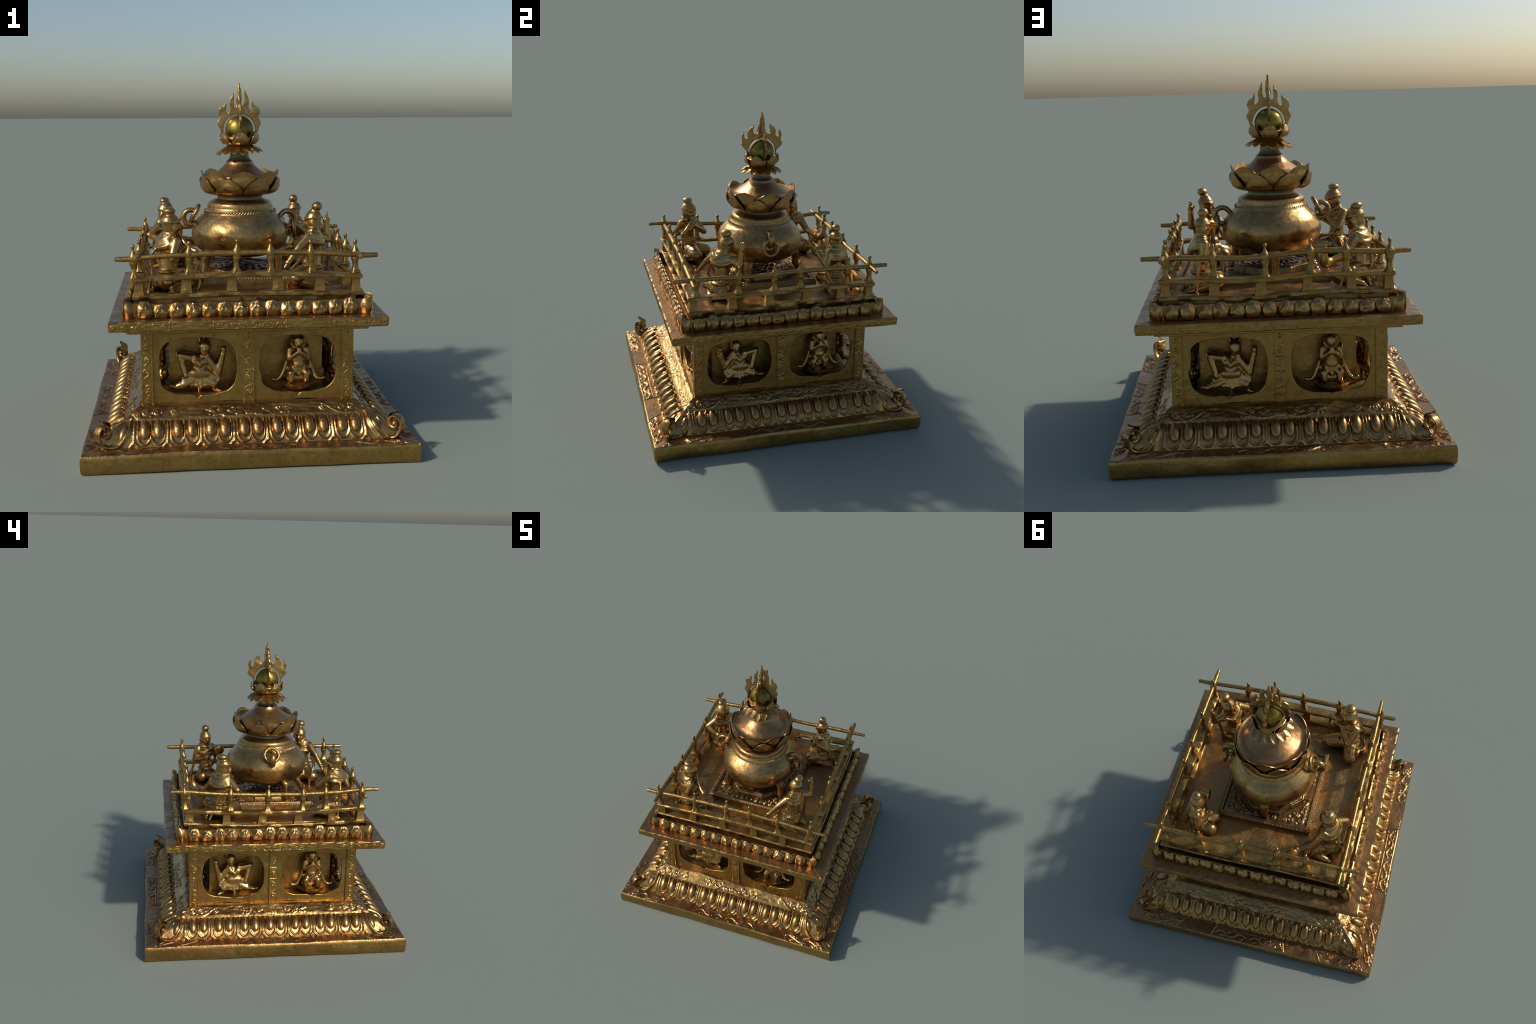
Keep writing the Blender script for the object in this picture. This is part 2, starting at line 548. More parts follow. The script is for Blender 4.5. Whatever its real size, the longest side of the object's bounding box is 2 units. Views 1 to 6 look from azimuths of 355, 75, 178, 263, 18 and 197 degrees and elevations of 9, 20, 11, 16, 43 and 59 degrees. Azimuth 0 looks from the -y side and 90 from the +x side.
# ---- scrollwork slope above the band ---------------------------------------
def build_slope():
    ctrl = [(0.655, 0.190), (0.672, 0.194), (0.673, 0.206), (0.660, 0.219), (0.640, 0.232), (0.620, 0.247), (0.604, 0.259), (0.585, 0.265), (0.54, 0.266)]
    low = np.array(ctrl[:3])
    prof = np.vstack([low[:-1], catmull(ctrl[2:], 7)])
    d = np.r_[0, np.cumsum(np.linalg.norm(np.diff(prof, axis=0), axis=1))]
    d = d - d[2]
    n = 400
    st = [(spiral(0.605, 0.035, 0.022, 1.6, 0.4, 1), 0.0045, 0.0052), (spiral(0.555, 0.050, 0.020, 1.5, 2.0, -1), 0.0045, 0.0052),
          (spiral(0.50, 0.048, 0.018, 1.4, 0.0, 1), 0.0042, 0.0048), (spiral(0.405, 0.052, 0.019, 1.5, math.pi, 1), 0.0042, 0.0048),
          (catmull([(0.60, 0.012), (0.54, 0.010), (0.49, 0.014), (0.45, 0.036), (0.425, 0.058), (0.40, 0.071)], 12), 0.0042, 0.0048),
          (dot(0.585, 0.018), 0.008, 0.0052), (dot(0.63, 0.014), 0.008, 0.0058), (dot(0.53, 0.028), 0.006, 0.0048), (dot(0.47, 0.05), 0.006, 0.0044)]
    r = random.Random(3)
    for i in range(9):
        x = 0.012 + i * 0.024
        st.append((spiral(x, 0.042 + r.uniform(-0.018, 0.018), r.uniform(0.011, 0.017), 1.2, r.uniform(0, 6), r.choice((-1, 1))), 0.0038, 0.005))
        st.append((dot(x + 0.01, 0.03 + r.uniform(-0.015, 0.02)), 0.0055, 0.0048))
    st.append((catmull([(0.03, 0.02), (0.09, 0.012), (0.14, 0.02), (0.19, 0.045), (0.23, 0.058)], 12), 0.004, 0.0044))
    st = mirrored(st)
    t = -1 + 2 * np.arange(n) / n
    cache = {}
    def disp(k, x, i):
        if i not in cache:
            cache[i] = relief(t * prof[i][0], np.full(n, d[i]), st) if d[i] > -0.001 else np.zeros(n)
        p3 = np.column_stack([t, np.full(n, d[i] * 4), np.full(n, k * 2.0)])
        fade = np.clip((1 - np.abs(t)) / 0.02, 0, 1)
        g = cache[i] * fade + 0.002 * wobble(p3, 18, 31) * fade + 0.0008 * wobble(p3, 60, 33) * fade
        return 0.5 * g, 0.86 * g
    V, F = square_loft(prof, n, disp=disp)
    make("scrollwork_moulding", Geo().add(V, F), M_GILT, angle=60)

# ---- niche storey -----------------------------------------------------------
PZ0, PZ1 = 0.262, 0.690

def relief_plate(w, z0, z1, y, depth, strokes, k, cx=0.0, step=0.0035):
    """Upright plate facing -y, with carved front, on side k."""
    nu, nv = int(w / step) + 2, int((z1 - z0) / step) + 2
    U, Vv = np.meshgrid(np.linspace(-w / 2, w / 2, nu), np.linspace(z0, z1, nv), indexing="ij")
    u, v = U.ravel(), Vv.ravel()
    H = relief(u, v - z0, strokes)
    front = np.column_stack([u + cx, np.full(len(u), -y) - H, v])
    edge = [i * nv for i in range(nu)] + [(nu - 1) * nv + j for j in range(1, nv)] + [i * nv + nv - 1 for i in range(nu - 2, -1, -1)] + [j for j in range(nv - 2, 0, -1)]
    back = front[edge].copy(); back[:, 1] = -y + depth
    F = grid_faces(nu, nv)
    m, o = len(edge), len(front)
    F += [(edge[i], o + i, o + (i + 1) % m, edge[(i + 1) % m]) for i in range(m)]
    return rot_k(np.vstack([front, back]), k), F

def pillar_strokes(w, h, seed):
    r = random.Random(seed)
    st = []
    for i in range(3):
        for base in (0.028, h - 0.028 - 0.072):
            st.append((spiral(0, base + i * 0.036, 0.0155, 1.0, r.uniform(0, 6), 1), 0.0032, 0.0038))
            st.append((dot(0, base + i * 0.036), 0.004, 0.004))
    mid = h / 2
    st += [(spiral(0.004, mid + 0.035, 0.018, 1.4, 1.0, 1), 0.0034, 0.0042), (spiral(-0.004, mid - 0.03, 0.018, 1.4, 4.0, -1), 0.0034, 0.0042)]
    st += [(catmull([(-0.018, mid - 0.07), (0.01, mid - 0.04), (-0.012, mid), (0.014, mid + 0.04), (-0.014, mid + 0.075)], 10), 0.0034, 0.0036)]
    for sgn in (-1, 1):
        st.append((line((sgn * (w / 2 - 0.003), 0.004), (sgn * (w / 2 - 0.003), h - 0.004)), 0.002, 0.002))
    return st

def band_strokes(w, h, seed):
    st = []
    for i, zc in enumerate((0.06, 0.14, 0.215, 0.30, 0.375)):
        st.append((spiral(0.0, zc, 0.016, 1.3, i * 1.7, 1 if i % 2 else -1), 0.0034, 0.0042))
        st.append((line((-0.018, zc + 0.02), (0.016, zc + 0.036)), 0.0032, 0.0036))
        st.append((dot(0.014, zc - 0.018), 0.004, 0.004))
    for zc in (0.178, 0.258):
        st.append((line((-w / 2 + 0.004, zc), (w / 2 - 0.004, zc)), 0.0028, 0.0034))
    for sgn in (-1, 1):
        st.append((line((sgn * (w / 2 - 0.003), 0.004), (sgn * (w / 2 - 0.003), h - 0.004)), 0.002, 0.002))
    return st

def build_storey():
    g = Geo().add(*square_loft([(0.43, 0.27), (0.43, 0.68)], 4, cap=True))
    make("inner_wall", g, M_SLAB, angle=30)
    g = Geo().add(*square_loft([(0.552, 0.268), (0.552, 0.298)], 60, cap=True))
    make("niche_floor", g, M_FLOOR, angle=30)
    h = PZ1 - PZ0
    for k in range(4):
        w = 0.062
        g = Geo()
        st = pillar_strokes(w, h, 5)
        g.add(*relief_plate(w, PZ0, PZ1, 0.578, 0.058, st, k, cx=-(0.578 - w / 2)))
        V, F = relief_plate(w, PZ0, PZ1, 0.578, 0.058, st, k + 3, cx=(0.578 - w / 2))
        g.add(V * 0.9995 + np.array([0, 0, 0.0001]), F)
        make("corner_pillar", g, M_SLAB, angle=35)
        g = Geo().add(*relief_plate(0.058, PZ0 + 0.001, PZ1, 0.578, 0.03, band_strokes(0.058, h, 9), k, cx=0.003))
        make("middle_pillar", g, M_SLAB, angle=35)
        for sgn in (-1, 1):
            build_panel(k, sgn)

# opening: right half of the outline round the panel's middle, in metres
def build_panel(k, sgn):
    r = random.Random(k * 10 + sgn)
    half = [(0.0, 0.280), (0.018, 0.296), (0.04, 0.303), (0.085, 0.304), (0.13, 0.313), (0.168, 0.330), (0.196, 0.360), (0.210, 0.405), (0.216, 0.46), (0.212, 0.52), (0.198, 0.568), (0.172, 0.600), (0.13, 0.618), (0.07, 0.628), (0.0, 0.634)]
    left = [(-x, z) for x, z in half[1:-1]][::-1]
    bump = [(x + r.uniform(-0.003, 0.003), z + r.uniform(-0.004, 0.004)) for x, z in half[1:] + left]
    pts = catmull([half[0]] + bump + [half[0]], 5)[:-1]
    cx = sgn * 0.275
    cu = bpy.data.curves.new("niche_panel", "CURVE")
    cu.dimensions = "2D"; cu.fill_mode = "BOTH"; cu.extrude = 0.006; cu.bevel_depth = 0.0035; cu.bevel_resolution = 1
    def spline(P):
        s = cu.splines.new("POLY"); s.points.add(len(P) - 1)
        for q, (x, z) in zip(s.points, P):
            q.co = (x, z, 0, 1)
        s.use_cyclic_u = True
    w = 0.250
    rect = resample([(-w, PZ0 + 0.004), (w, PZ0 + 0.004), (w, PZ1 - 0.004), (-w, PZ1 - 0.004), (-w, PZ0 + 0.004)], 0.05)[:-1]
    rect = [(x, z + (0.004 * math.sin(x * 17 + k + sgn) if z < 0.3 and abs(x) < 0.24 else 0)) for x, z in rect]
    spline(rect); spline(pts)
    tmp = bpy.data.objects.new("tmp", cu)
    bpy.context.scene.collection.objects.link(tmp)
    me = bpy.data.meshes.new_from_object(tmp.evaluated_get(bpy.context.evaluated_depsgraph_get()))
    bpy.data.objects.remove(tmp); bpy.data.curves.remove(cu)
    M = Matrix.Rotation(k * math.pi / 2, 4, 'Z') @ Matrix.Translation((cx, -0.558, 0)) @ Matrix.Rotation(math.pi / 2, 4, 'X')
    me.transform(M)
    place("niche_panel", me, M_SLAB, angle=50)

# ---- cornice ----------------------------------------------------------------
def build_cornice():
    V, F = square_loft([(0.640, 0.672), (0.648, 0.676), (0.649, 0.709)], 30, cap=True)
    make("cornice_step", Geo().add(V, F), M_SLAB, angle=30)
    z0, z1 = 0.7085, 0.762
    ctrl = [(0.60, z0), (0.730, z0), (0.735, z0 + 0.004), (0.736, z1 - 0.004), (0.732, z1), (0.60, z1)]
    prof = list(resample(ctrl[:3], 0.05)) + list(resample(ctrl[2:4], 0.0032)[1:]) + list(resample(ctrl[3:], 0.012)[1:])
    prof = np.array(prof)
    n = 440
    st = [(line((0.19, 0.004), (0.19, 0.045)), 0.0032, 0.0035), (line((0.418, 0.004), (0.418, 0.045)), 0.0032, 0.0035)]
    for i, x in enumerate((0.02, 0.055, 0.09, 0.125, 0.16)):
        st.append((spiral(x, 0.024 + 0.004 * (-1) ** i, 0.013, 1.3, i * 2.2, (-1) ** i), 0.0034, 0.0034))
        st.append((line((x + 0.008, 0.012), (x + 0.022, 0.036)), 0.003, 0.004))
    for i in range(6):
        x = 0.445 + i * 0.053
        st.append((spiral(x, 0.024, 0.014, 1.0, i, 1), 0.0036, 0.0032))
        st.append((line((x + 0.026, 0.01), (x + 0.026, 0.038)), 0.0026, 0.0034))
    st += [(line((0.0, 0.0065), (0.18, 0.0065)), 0.002, 0.002), (line((0.0, 0.042), (0.18, 0.042)), 0.002, 0.002)]
    st = mirrored(st)
    t = -1 + 2 * np.arange(n) / n
    cache = {}
    def disp(k, x, i):
        h, z = prof[i]
        fade = np.clip((1 - np.abs(t)) / 0.008, 0, 1)
        p3 = np.column_stack([t, np.full(n, z * 8), np.full(n, k * 2.0)])
        if h > 0.734:
            if i not in cache:
                cache[i] = relief(t * 0.735, np.full(n, z - z0), st)
            dh = (cache[i] + 0.001 * wobble(p3, 50, 44)) * fade
        else:
            dh = 0.0
        dz = 0.0022 * wobble(p3 * np.array([1, 0, 1]), 22, 45) * fade
        if z > 0.75:
            dz = dz + 0.0008 * wobble(p3, 70, 46) * fade
        return dh, dz
    V, F = square_loft(prof, n, disp=disp, cap=True)
    ob = make("cornice", Geo().add(V, F), M_SLAB, angle=45)
    level_faces(ob, 0.755, M_TOP)

# ---- row of lotus buds ------------------------------------------------------
def bud_mesh(seed, corner=False):
    na, nb = 26, 22
    r = random.Random(seed)
    V = []
    tip = r.uniform(0.93, 1.05)
    for i in range(na):
        a = -1 + 2 * i / (na - 1)
        for j in range(nb):
            b = j / (nb - 1)
            wid = max(0.0, 1 - max(0, (b - 0.50) / 0.50) ** 2.6) ** 0.5 * (0.92 + 0.08 * math.sin(math.pi * min(1, b * 1.5)))
            wid = max(wid, 0.02)
            round_ = math.sqrt(max(0, 1 - a * a))
            bulge = (0.60 + 0.40 * math.sin(math.pi * min(1.0, b * 0.95 + 0.12))) * round_ ** 0.7
            arc1 = math.hypot(a / 0.62, (b - 0.05) / 0.66)
            arc2 = math.hypot((abs(a) - 0.30) / 0.26, (b - 0.62) / 0.17)
            ridge = 0.16 * math.exp(-((arc1 - 1) / 0.10) ** 2) + 0.14 * math.exp(-(arc2) ** 2) - 0.10 * math.exp(-(a / 0.10) ** 2) * (b > 0.45)
            z = b * (0.083 * tip) + 0.006 * max(0, 1 - abs(a) * 3) * b ** 3 - 0.004 * math.exp(-((abs(a) - 0.45) / 0.12) ** 2) * b ** 4
            V.append((0.0460 * a * wid, -(0.035 * bulge * (1 - 0.55 * b ** 3) + 0.020 * ridge * round_), z))
    V = np.array(V)
    V[:, 1] += -0.0038 * wobble(V * 1.0, 120, seed) * (V[:, 1] < -0.006)
    back = V.copy(); back[:, 1] = 0.006
    n = len(V)
    F = grid_faces(na, nb)
    F = F + [tuple(i + n for i in f[::-1]) for f in F]
    edge = [i * nb for i in range(na)] + [(na - 1) * nb + j for j in range(1, nb)] + [i * nb + nb - 1 for i in range(na - 2, -1, -1)] + [j for j in range(nb - 2, 0, -1)]
    m = len(edge)
    F += [(edge[i], edge[i] + n, edge[(i + 1) % m] + n, edge[(i + 1) % m]) for i in range(m)]
    return Geo().add(np.vstack([V, back]), F)

def build_buds():
    # thin upstand behind the buds
    prof = [(0.644, 0.760), (0.644, 0.836), (0.636, 0.839), (0.632, 0.836), (0.632, 0.760)]
    n = 120
    t = -1 + 2 * np.arange(n) / n
    def disp(k, x, i):
        p3 = np.column_stack([t, np.full(n, 0.0), np.full(n, k * 2.0)])
        return 0.0, (0.004 * wobble(p3, 20, 51) * (1 - t ** 8) if 0 < i < 4 else 0.0)
    V, F = square_loft(prof, n, disp=disp)
    strip = make("bud_course", Geo().add(V, F), M_GILT, angle=40)
    kinds = []
    for s in range(5):
        kinds.append(make("lotus_bud", bud_mesh(s), M_GILT, parent=strip, angle=0))
    used = set()
    for k in range(4):
        for i in range(14):
            x = (i - 6.5) * 0.0843 - 0.003
            kind = kinds[RNG.randrange(5)]
            M = Matrix.Rotation(k * math.pi / 2, 4, 'Z') @ Matrix.Translation((x, -0.641, 0.763)) @ Matrix.Rotation(RNG.uniform(-0.06, 0.06), 4, 'Y') @ Matrix.Diagonal((RNG.uniform(0.93, 1.03), RNG.uniform(0.85, 1.1), RNG.uniform(0.88, 1.06), 1))
            if kind.name not in used:
                used.add(kind.name); kind.matrix_local = M
            else:
                copy_of(kind, M)
    # corner buds: a folded leaf with pointed horn at the mitre
    for k in range(4):
        V, F = [], []
        na, nb = 25, 16
        for i in range(na):
            s = -1 + 2 * i / (na - 1)
            ax = abs(s)
            for j in range(nb):
                b = j / (nb - 1)
                bul = 0.018 * math.sin(math.pi * min(1, ax * 1.1)) * (1 - b ** 3) + 0.006 * math.sin(b * math.pi)
                q = 0.662 - 0.062 * ax
                o = 0.648 + bul
                x, y = (-q, -o) if s < 0 else (-o, -q)
                if ax < 0.08:
                    x = y = -(0.660 + 0.003 * math.sin(b * math.pi))
                zt = 0.761 + b * (0.098 - 0.028 * ax ** 1.2 + 0.012 * max(0, 1 - ax * 6) - 0.02 * max(0, ax - 0.8) * 5)
                V.append((x, y, zt))
        V = np.array(V)
        V[:, :2] -= 0.002 * wobble(V, 110, 60)[:, None] * 0.7
        n = len(V)
        back = V.copy(); back[:, 0] = np.maximum(back[:, 0], -0.628) * 0 + np.where(np.abs(V[:, 0]) > 0.63, -0.628, V[:, 0]); back[:, 1] = np.where(np.abs(V[:, 1]) > 0.63, -0.628, V[:, 1])
        F = grid_faces(na, nb)
        F = F + [tuple(i + n for i in f[::-1]) for f in F]
        edge = [i * nb for i in range(na)] + [(na - 1) * nb + j for j in range(1, nb)] + [i * nb + nb - 1 for i in range(na - 2, -1, -1)] + [j for j in range(nb - 2, 0, -1)]
        m = len(edge)
        F += [(edge[i], edge[i] + n, edge[(i + 1) % m] + n, edge[(i + 1) % m]) for i in range(m)]
        make("corner_bud", Geo().add(rot_k(np.vstack([V, back]), k), F), M_GILT, parent=strip, angle=45)

# ---- deck and railing -------------------------------------------------------
FLOOR = 0.860

def build_deck():
    prof = [(0.585, 0.760), (0.585, FLOOR - 0.002)] + [(h, FLOOR) for h in np.arange(0.583, 0.0, -0.0125)]
    n = 96
    t = -1 + 2 * np.arange(n) / n
    def disp(k, x, i):
        if i < 2:
            return 0.0, 0.0
        h = prof[i][0]
        q = rot_k(np.column_stack([t * h, np.full(n, -h), np.zeros(n)]), k)
        return 0.0, 0.0016 * wobble(q, 16, 71) + 0.001 * wobble(q, 60, 72)
    V, F = square_loft(prof, n, disp=disp, cap=True)
    make("deck", Geo().add(V, F), M_FLOOR, angle=40)

POSTS = (-0.584, -0.330, -0.088, 0.158, 0.387)

def bow(k, x):
    """Height by which the old railing is bent on side k at x."""
    x = np.asarray(x, float)
    arch = np.clip(1 - (x / 0.6) ** 2, -0.2, 1)
    if k == 0:
        return 0.021 * arch
    if k == 3:
        return -0.023 * arch
    if k == 2:
        return -0.012 * np.exp(-((x + 0.17) / 0.16) ** 2) + 0.010 * np.exp(-((x - 0.27) / 0.16) ** 2)
    return 0.004 * np.sin(x * 7) * arch

def build_railing():
    rail = empty("railing", ROOT)
    n = 160
    t = -1 + 2 * np.arange(n) / n
    for j, (z0, z1) in enumerate(((0.851, 0.876), (0.944, 0.969))):
        prof = [(0.556, z0 + 0.002), (0.610, z0), (0.616, z0 + 0.004), (0.617, z1 - 0.006), (0.611, z1), (0.560, z1 - 0.001), (0.555, z1 - 0.006)]
        def disp(k, x, i, j=j):
            p3 = np.column_stack([t * 0.9, np.full(n, j * 2.0), np.full(n, k * 1.7)])
            p4 = p3 + np.array([0, i * 0.7, 0])
            fade = 1 - t ** 16
            dh = (0.003 * wobble(p3, 9, 81) + 0.0016 * wobble(p4, 40, 82)) * fade
            if i in (0, 5, 6):
                dh = dh + 0.005 * wobble(p3, 16, 85) * fade
            return dh, (0.002 * wobble(p3, 8, 83 + j) + 0.0020 * wobble(p4, 34, 84)) * fade + bow(k, x) * ((0.4, 1, 1, 1)[k] if j == 0 else 1.0) * fade
        V, F = square_loft(prof, n, closed=True, disp=disp)
        make("rail_plank", Geo().add(V, F), M_SLAB, parent=rail, angle=40)
    # long poles, crossing and overshooting at the corners
    for k in range(4):
        x = np.linspace(-0.70, 0.70, 141)
        z0 = (1.068, 1.077, 1.074, 1.084)[k]
        p = np.column_stack([x, np.full(141, -0.588), np.full(141, z0)])
        q3 = np.column_stack([x, np.full(141, k * 3.0), np.zeros(141)])
        fade = np.clip((0.72 - np.abs(x)) / 0.2, 0, 1)
        p[:, 2] += (0.002 * wobble(q3, 7, 91) + 0.0016 * wobble(q3, 50, 95)) * fade + bow(k, x) * 1.2 * fade
        p[:, 1] += 0.004 * wobble(q3, 8, 92) * fade
        rad = 0.0148 + 0.0012 * wobble(q3, 35, 93) + 0.0008 * wobble(q3, 110, 94)
        rad -= 0.0025 * np.clip((np.abs(x) - 0.6) / 0.1, 0, 1)
        V, F = tube(p, rad, seg=14)
        make("rail_pole", Geo().add(rot_k(V, k), F), M_SLAB, parent=rail, angle=50)
    # turned balusters with finials, and square blocks below
    prof = [(0.029, 0.966), (0.026, 0.972), (0.019, 0.984), (0.0155, 1.002), (0.0155, 1.018), (0.0195, 1.032), (0.0225, 1.043), (0.0215, 1.052), (0.0240, 1.063), (0.0240, 1.078), (0.019, 1.090), (0.0115, 1.102), (0.0080, 1.112), (0.0072, 1.120), (0.0098, 1.126), (0.0108, 1.132), (0.009, 1.139), (0.003, 1.143)]
    prof = catmull(prof, 2)
    base_mesh = {}
    for v in range(4):
        V, F = lathe(prof, 20)
        ang = np.arctan2(V[:, 1], V[:, 0])
        sq = 1 + 0.16 * np.cos(4 * ang) * -1 * np.clip((1.03 - V[:, 2]) / 0.05, 0, 1)
        V[:, 0] *= sq; V[:, 1] *= sq
        low = V[:, 2] < 1.0
        V[:, :2] += 0.0024 * np.column_stack([wobble(V, 75, 100 + v), wobble(V, 75, 110 + v)])
        base_mesh[v] = Geo().add(V, F)
    first = {}
    for k in range(4):
        for i, x in enumerate(POSTS):
            v = RNG.randrange(4)
            M = Matrix.Rotation(k * math.pi / 2, 4, 'Z') @ Matrix.Translation((x, -0.586, (0, 0.004, 0.002, 0.006)[k] + float(bow(k, x)) * 1.1)) @ Matrix.Rotation(RNG.uniform(-0.05, 0.05), 4, 'Y') @ Matrix.Rotation(RNG.uniform(0, 0.3), 4, 'Z')
            if v not in first:
                first[v] = make("baluster", base_mesh[v], M_SLAB, parent=rail, angle=0)
                first[v].matrix_local = M
            else:
                copy_of(first[v], M)
    blocks = {}
    for v in range(4):
        prof2 = np.array([(0.031, 0.870), (0.0295, 0.877), (0.0265, 0.892), (0.0245, 0.915), (0.0245, 0.936), (0.027, 0.949)])
        prof2 = catmull(prof2, 3)
        V, F = square_loft(prof2, 8, cap=True)
        V += 0.0018 * np.column_stack([wobble(V, 60, 120 + v), wobble(V, 60, 130 + v), np.zeros(len(V))])
        if v % 2:
            V[:, 1] -= 0.007 * np.exp(-((V[:, 2] - 0.888) / 0.012) ** 2) * np.exp(-(V[:, 0] / 0.014) ** 2) * (V[:, 1] < 0)
        blocks[v] = Geo().add(V, F)
    firstb = {}
    for k in range(4):
        for i, x in enumerate(POSTS):
            v = (i + k) % 4
            M = Matrix.Rotation(k * math.pi / 2, 4, 'Z') @ Matrix.Translation((x * (1 if abs(x) < 0.5 else 0.995), -0.584, float(bow(k, x)) * 0.85)) @ Matrix.Diagonal((RNG.uniform(0.92, 1.08), 0.9, 1, 1))
            if v not in firstb:
                firstb[v] = make("rail_block", blocks[v], M_SLAB, parent=rail, angle=60)
                firstb[v].matrix_local = M
            else:
                copy_of(firstb[v], M)

# ---- square tray with octagonal hearth -------------------------------------
def build_tray():
    a = 0.312
    n = 150
    prof = [(a, FLOOR - 0.004), (a, 0.890), (a - 0.002, 0.896), (a - 0.012, 0.899), (a - 0.014, 0.905), (a - 0.026, 0.906), (a - 0.030, 0.895)]
    inner = a - 0.030
    hs = np.linspace(inner, 0.003, 75)[1:]
    prof = np.array(list(resample(prof[:2], 0.05)) + prof[2:] + [(h, 0.887) for h in hs])
    n0 = len(prof) - len(hs)
    t = -1 + 2 * np.arange(n) / n
    # scroll relief inside, in plan (one corner, repeated)
    st = []
    for cx, cy, r, s, w in ((-0.235, -0.235, 0.026, 0.5, 1), (-0.245, -0.175, 0.022, 2.0, -1), (-0.175, -0.245, 0.022, 3.4, 1), (-0.19, -0.19, 0.020, 5.0, -1), (-0.13, -0.252, 0.016, 1.0, 1), (-0.252, -0.13, 0.016, 1.0, -1), (-0.06, -0.248, 0.016, 2.0, -1), (-0.248, -0.06, 0.016, 2.0, 1)):
        st.append((spiral(cx, cy, r, 1.3, s, w), 0.005, 0.010))
    st += [(catmull([(-0.255, -0.09), (-0.235, -0.15), (-0.21, -0.21), (-0.15, -0.235), (-0.09, -0.255)], 10), 0.005, 0.008)]
    st += [(dot(-0.21, -0.255), 0.008, 0.010), (dot(-0.255, -0.21), 0.008, 0.010), (dot(-0.155, -0.215), 0.008, 0.010), (dot(-0.02, -0.245), 0.008, 0.009)]
    cache = {}
    def disp(k, x, i):
        if i < n0:
            return 0.0, 0.0
        h = prof[i][0]
        q = rot_k(np.column_stack([t * h, np.full(n, -h), np.zeros(n)]), k)
        X, Y = q[:, 0], q[:, 1]
        oct_ = np.maximum(np.maximum(np.abs(X), np.abs(Y)), (np.abs(X) + np.abs(Y)) / math.sqrt(2))
        z = np.zeros(n)
        for rr, hh in ((0.219, 0.006), (0.203, 0.005)):
            z = np.maximum(z, hh * np.exp(-((oct_ - rr) / 0.0045) ** 2))
        z = z + 0.036          # the hearth block stands proud of the tray
        outside = oct_ > 0.226
        if outside.any():
            # fold every corner onto the same pattern
            fx, fy = -np.abs(X), -np.abs(Y)
            z = np.where(outside, relief(fx, fy, st), z)
        ang = np.arctan2(Y, X)
        rad = np.hypot(X, Y)
        swirl = 0.006 * np.sin(7 * ang + 40 * rad) * np.sin(rad * 95) * (oct_ < 0.196)
        return 0.0, z + swirl - 0.003 * (oct_ < 0.198) + 0.001 * wobble(q, 90, 140)
    V, F = square_loft(prof, n, disp=disp, cap=True)
    tray = make("hearth_tray", Geo().add(V, F), M_TRAY, angle=60)
    g = Geo()
    for k in range(4):
        for i in range(34):
            x = -a + 0.012 + i * (2 * a - 0.024) / 33
            V, F = ellipsoid((x, -(a - 0.004), 0.895), (0.0062, 0.0060, 0.0056), nu=8, nv=6)
            g.add(rot_k(V, k), F)
    beads = make("rim_beading", g, M_GILT, parent=tray, angle=0)
    beads["kind"] = "stuff"

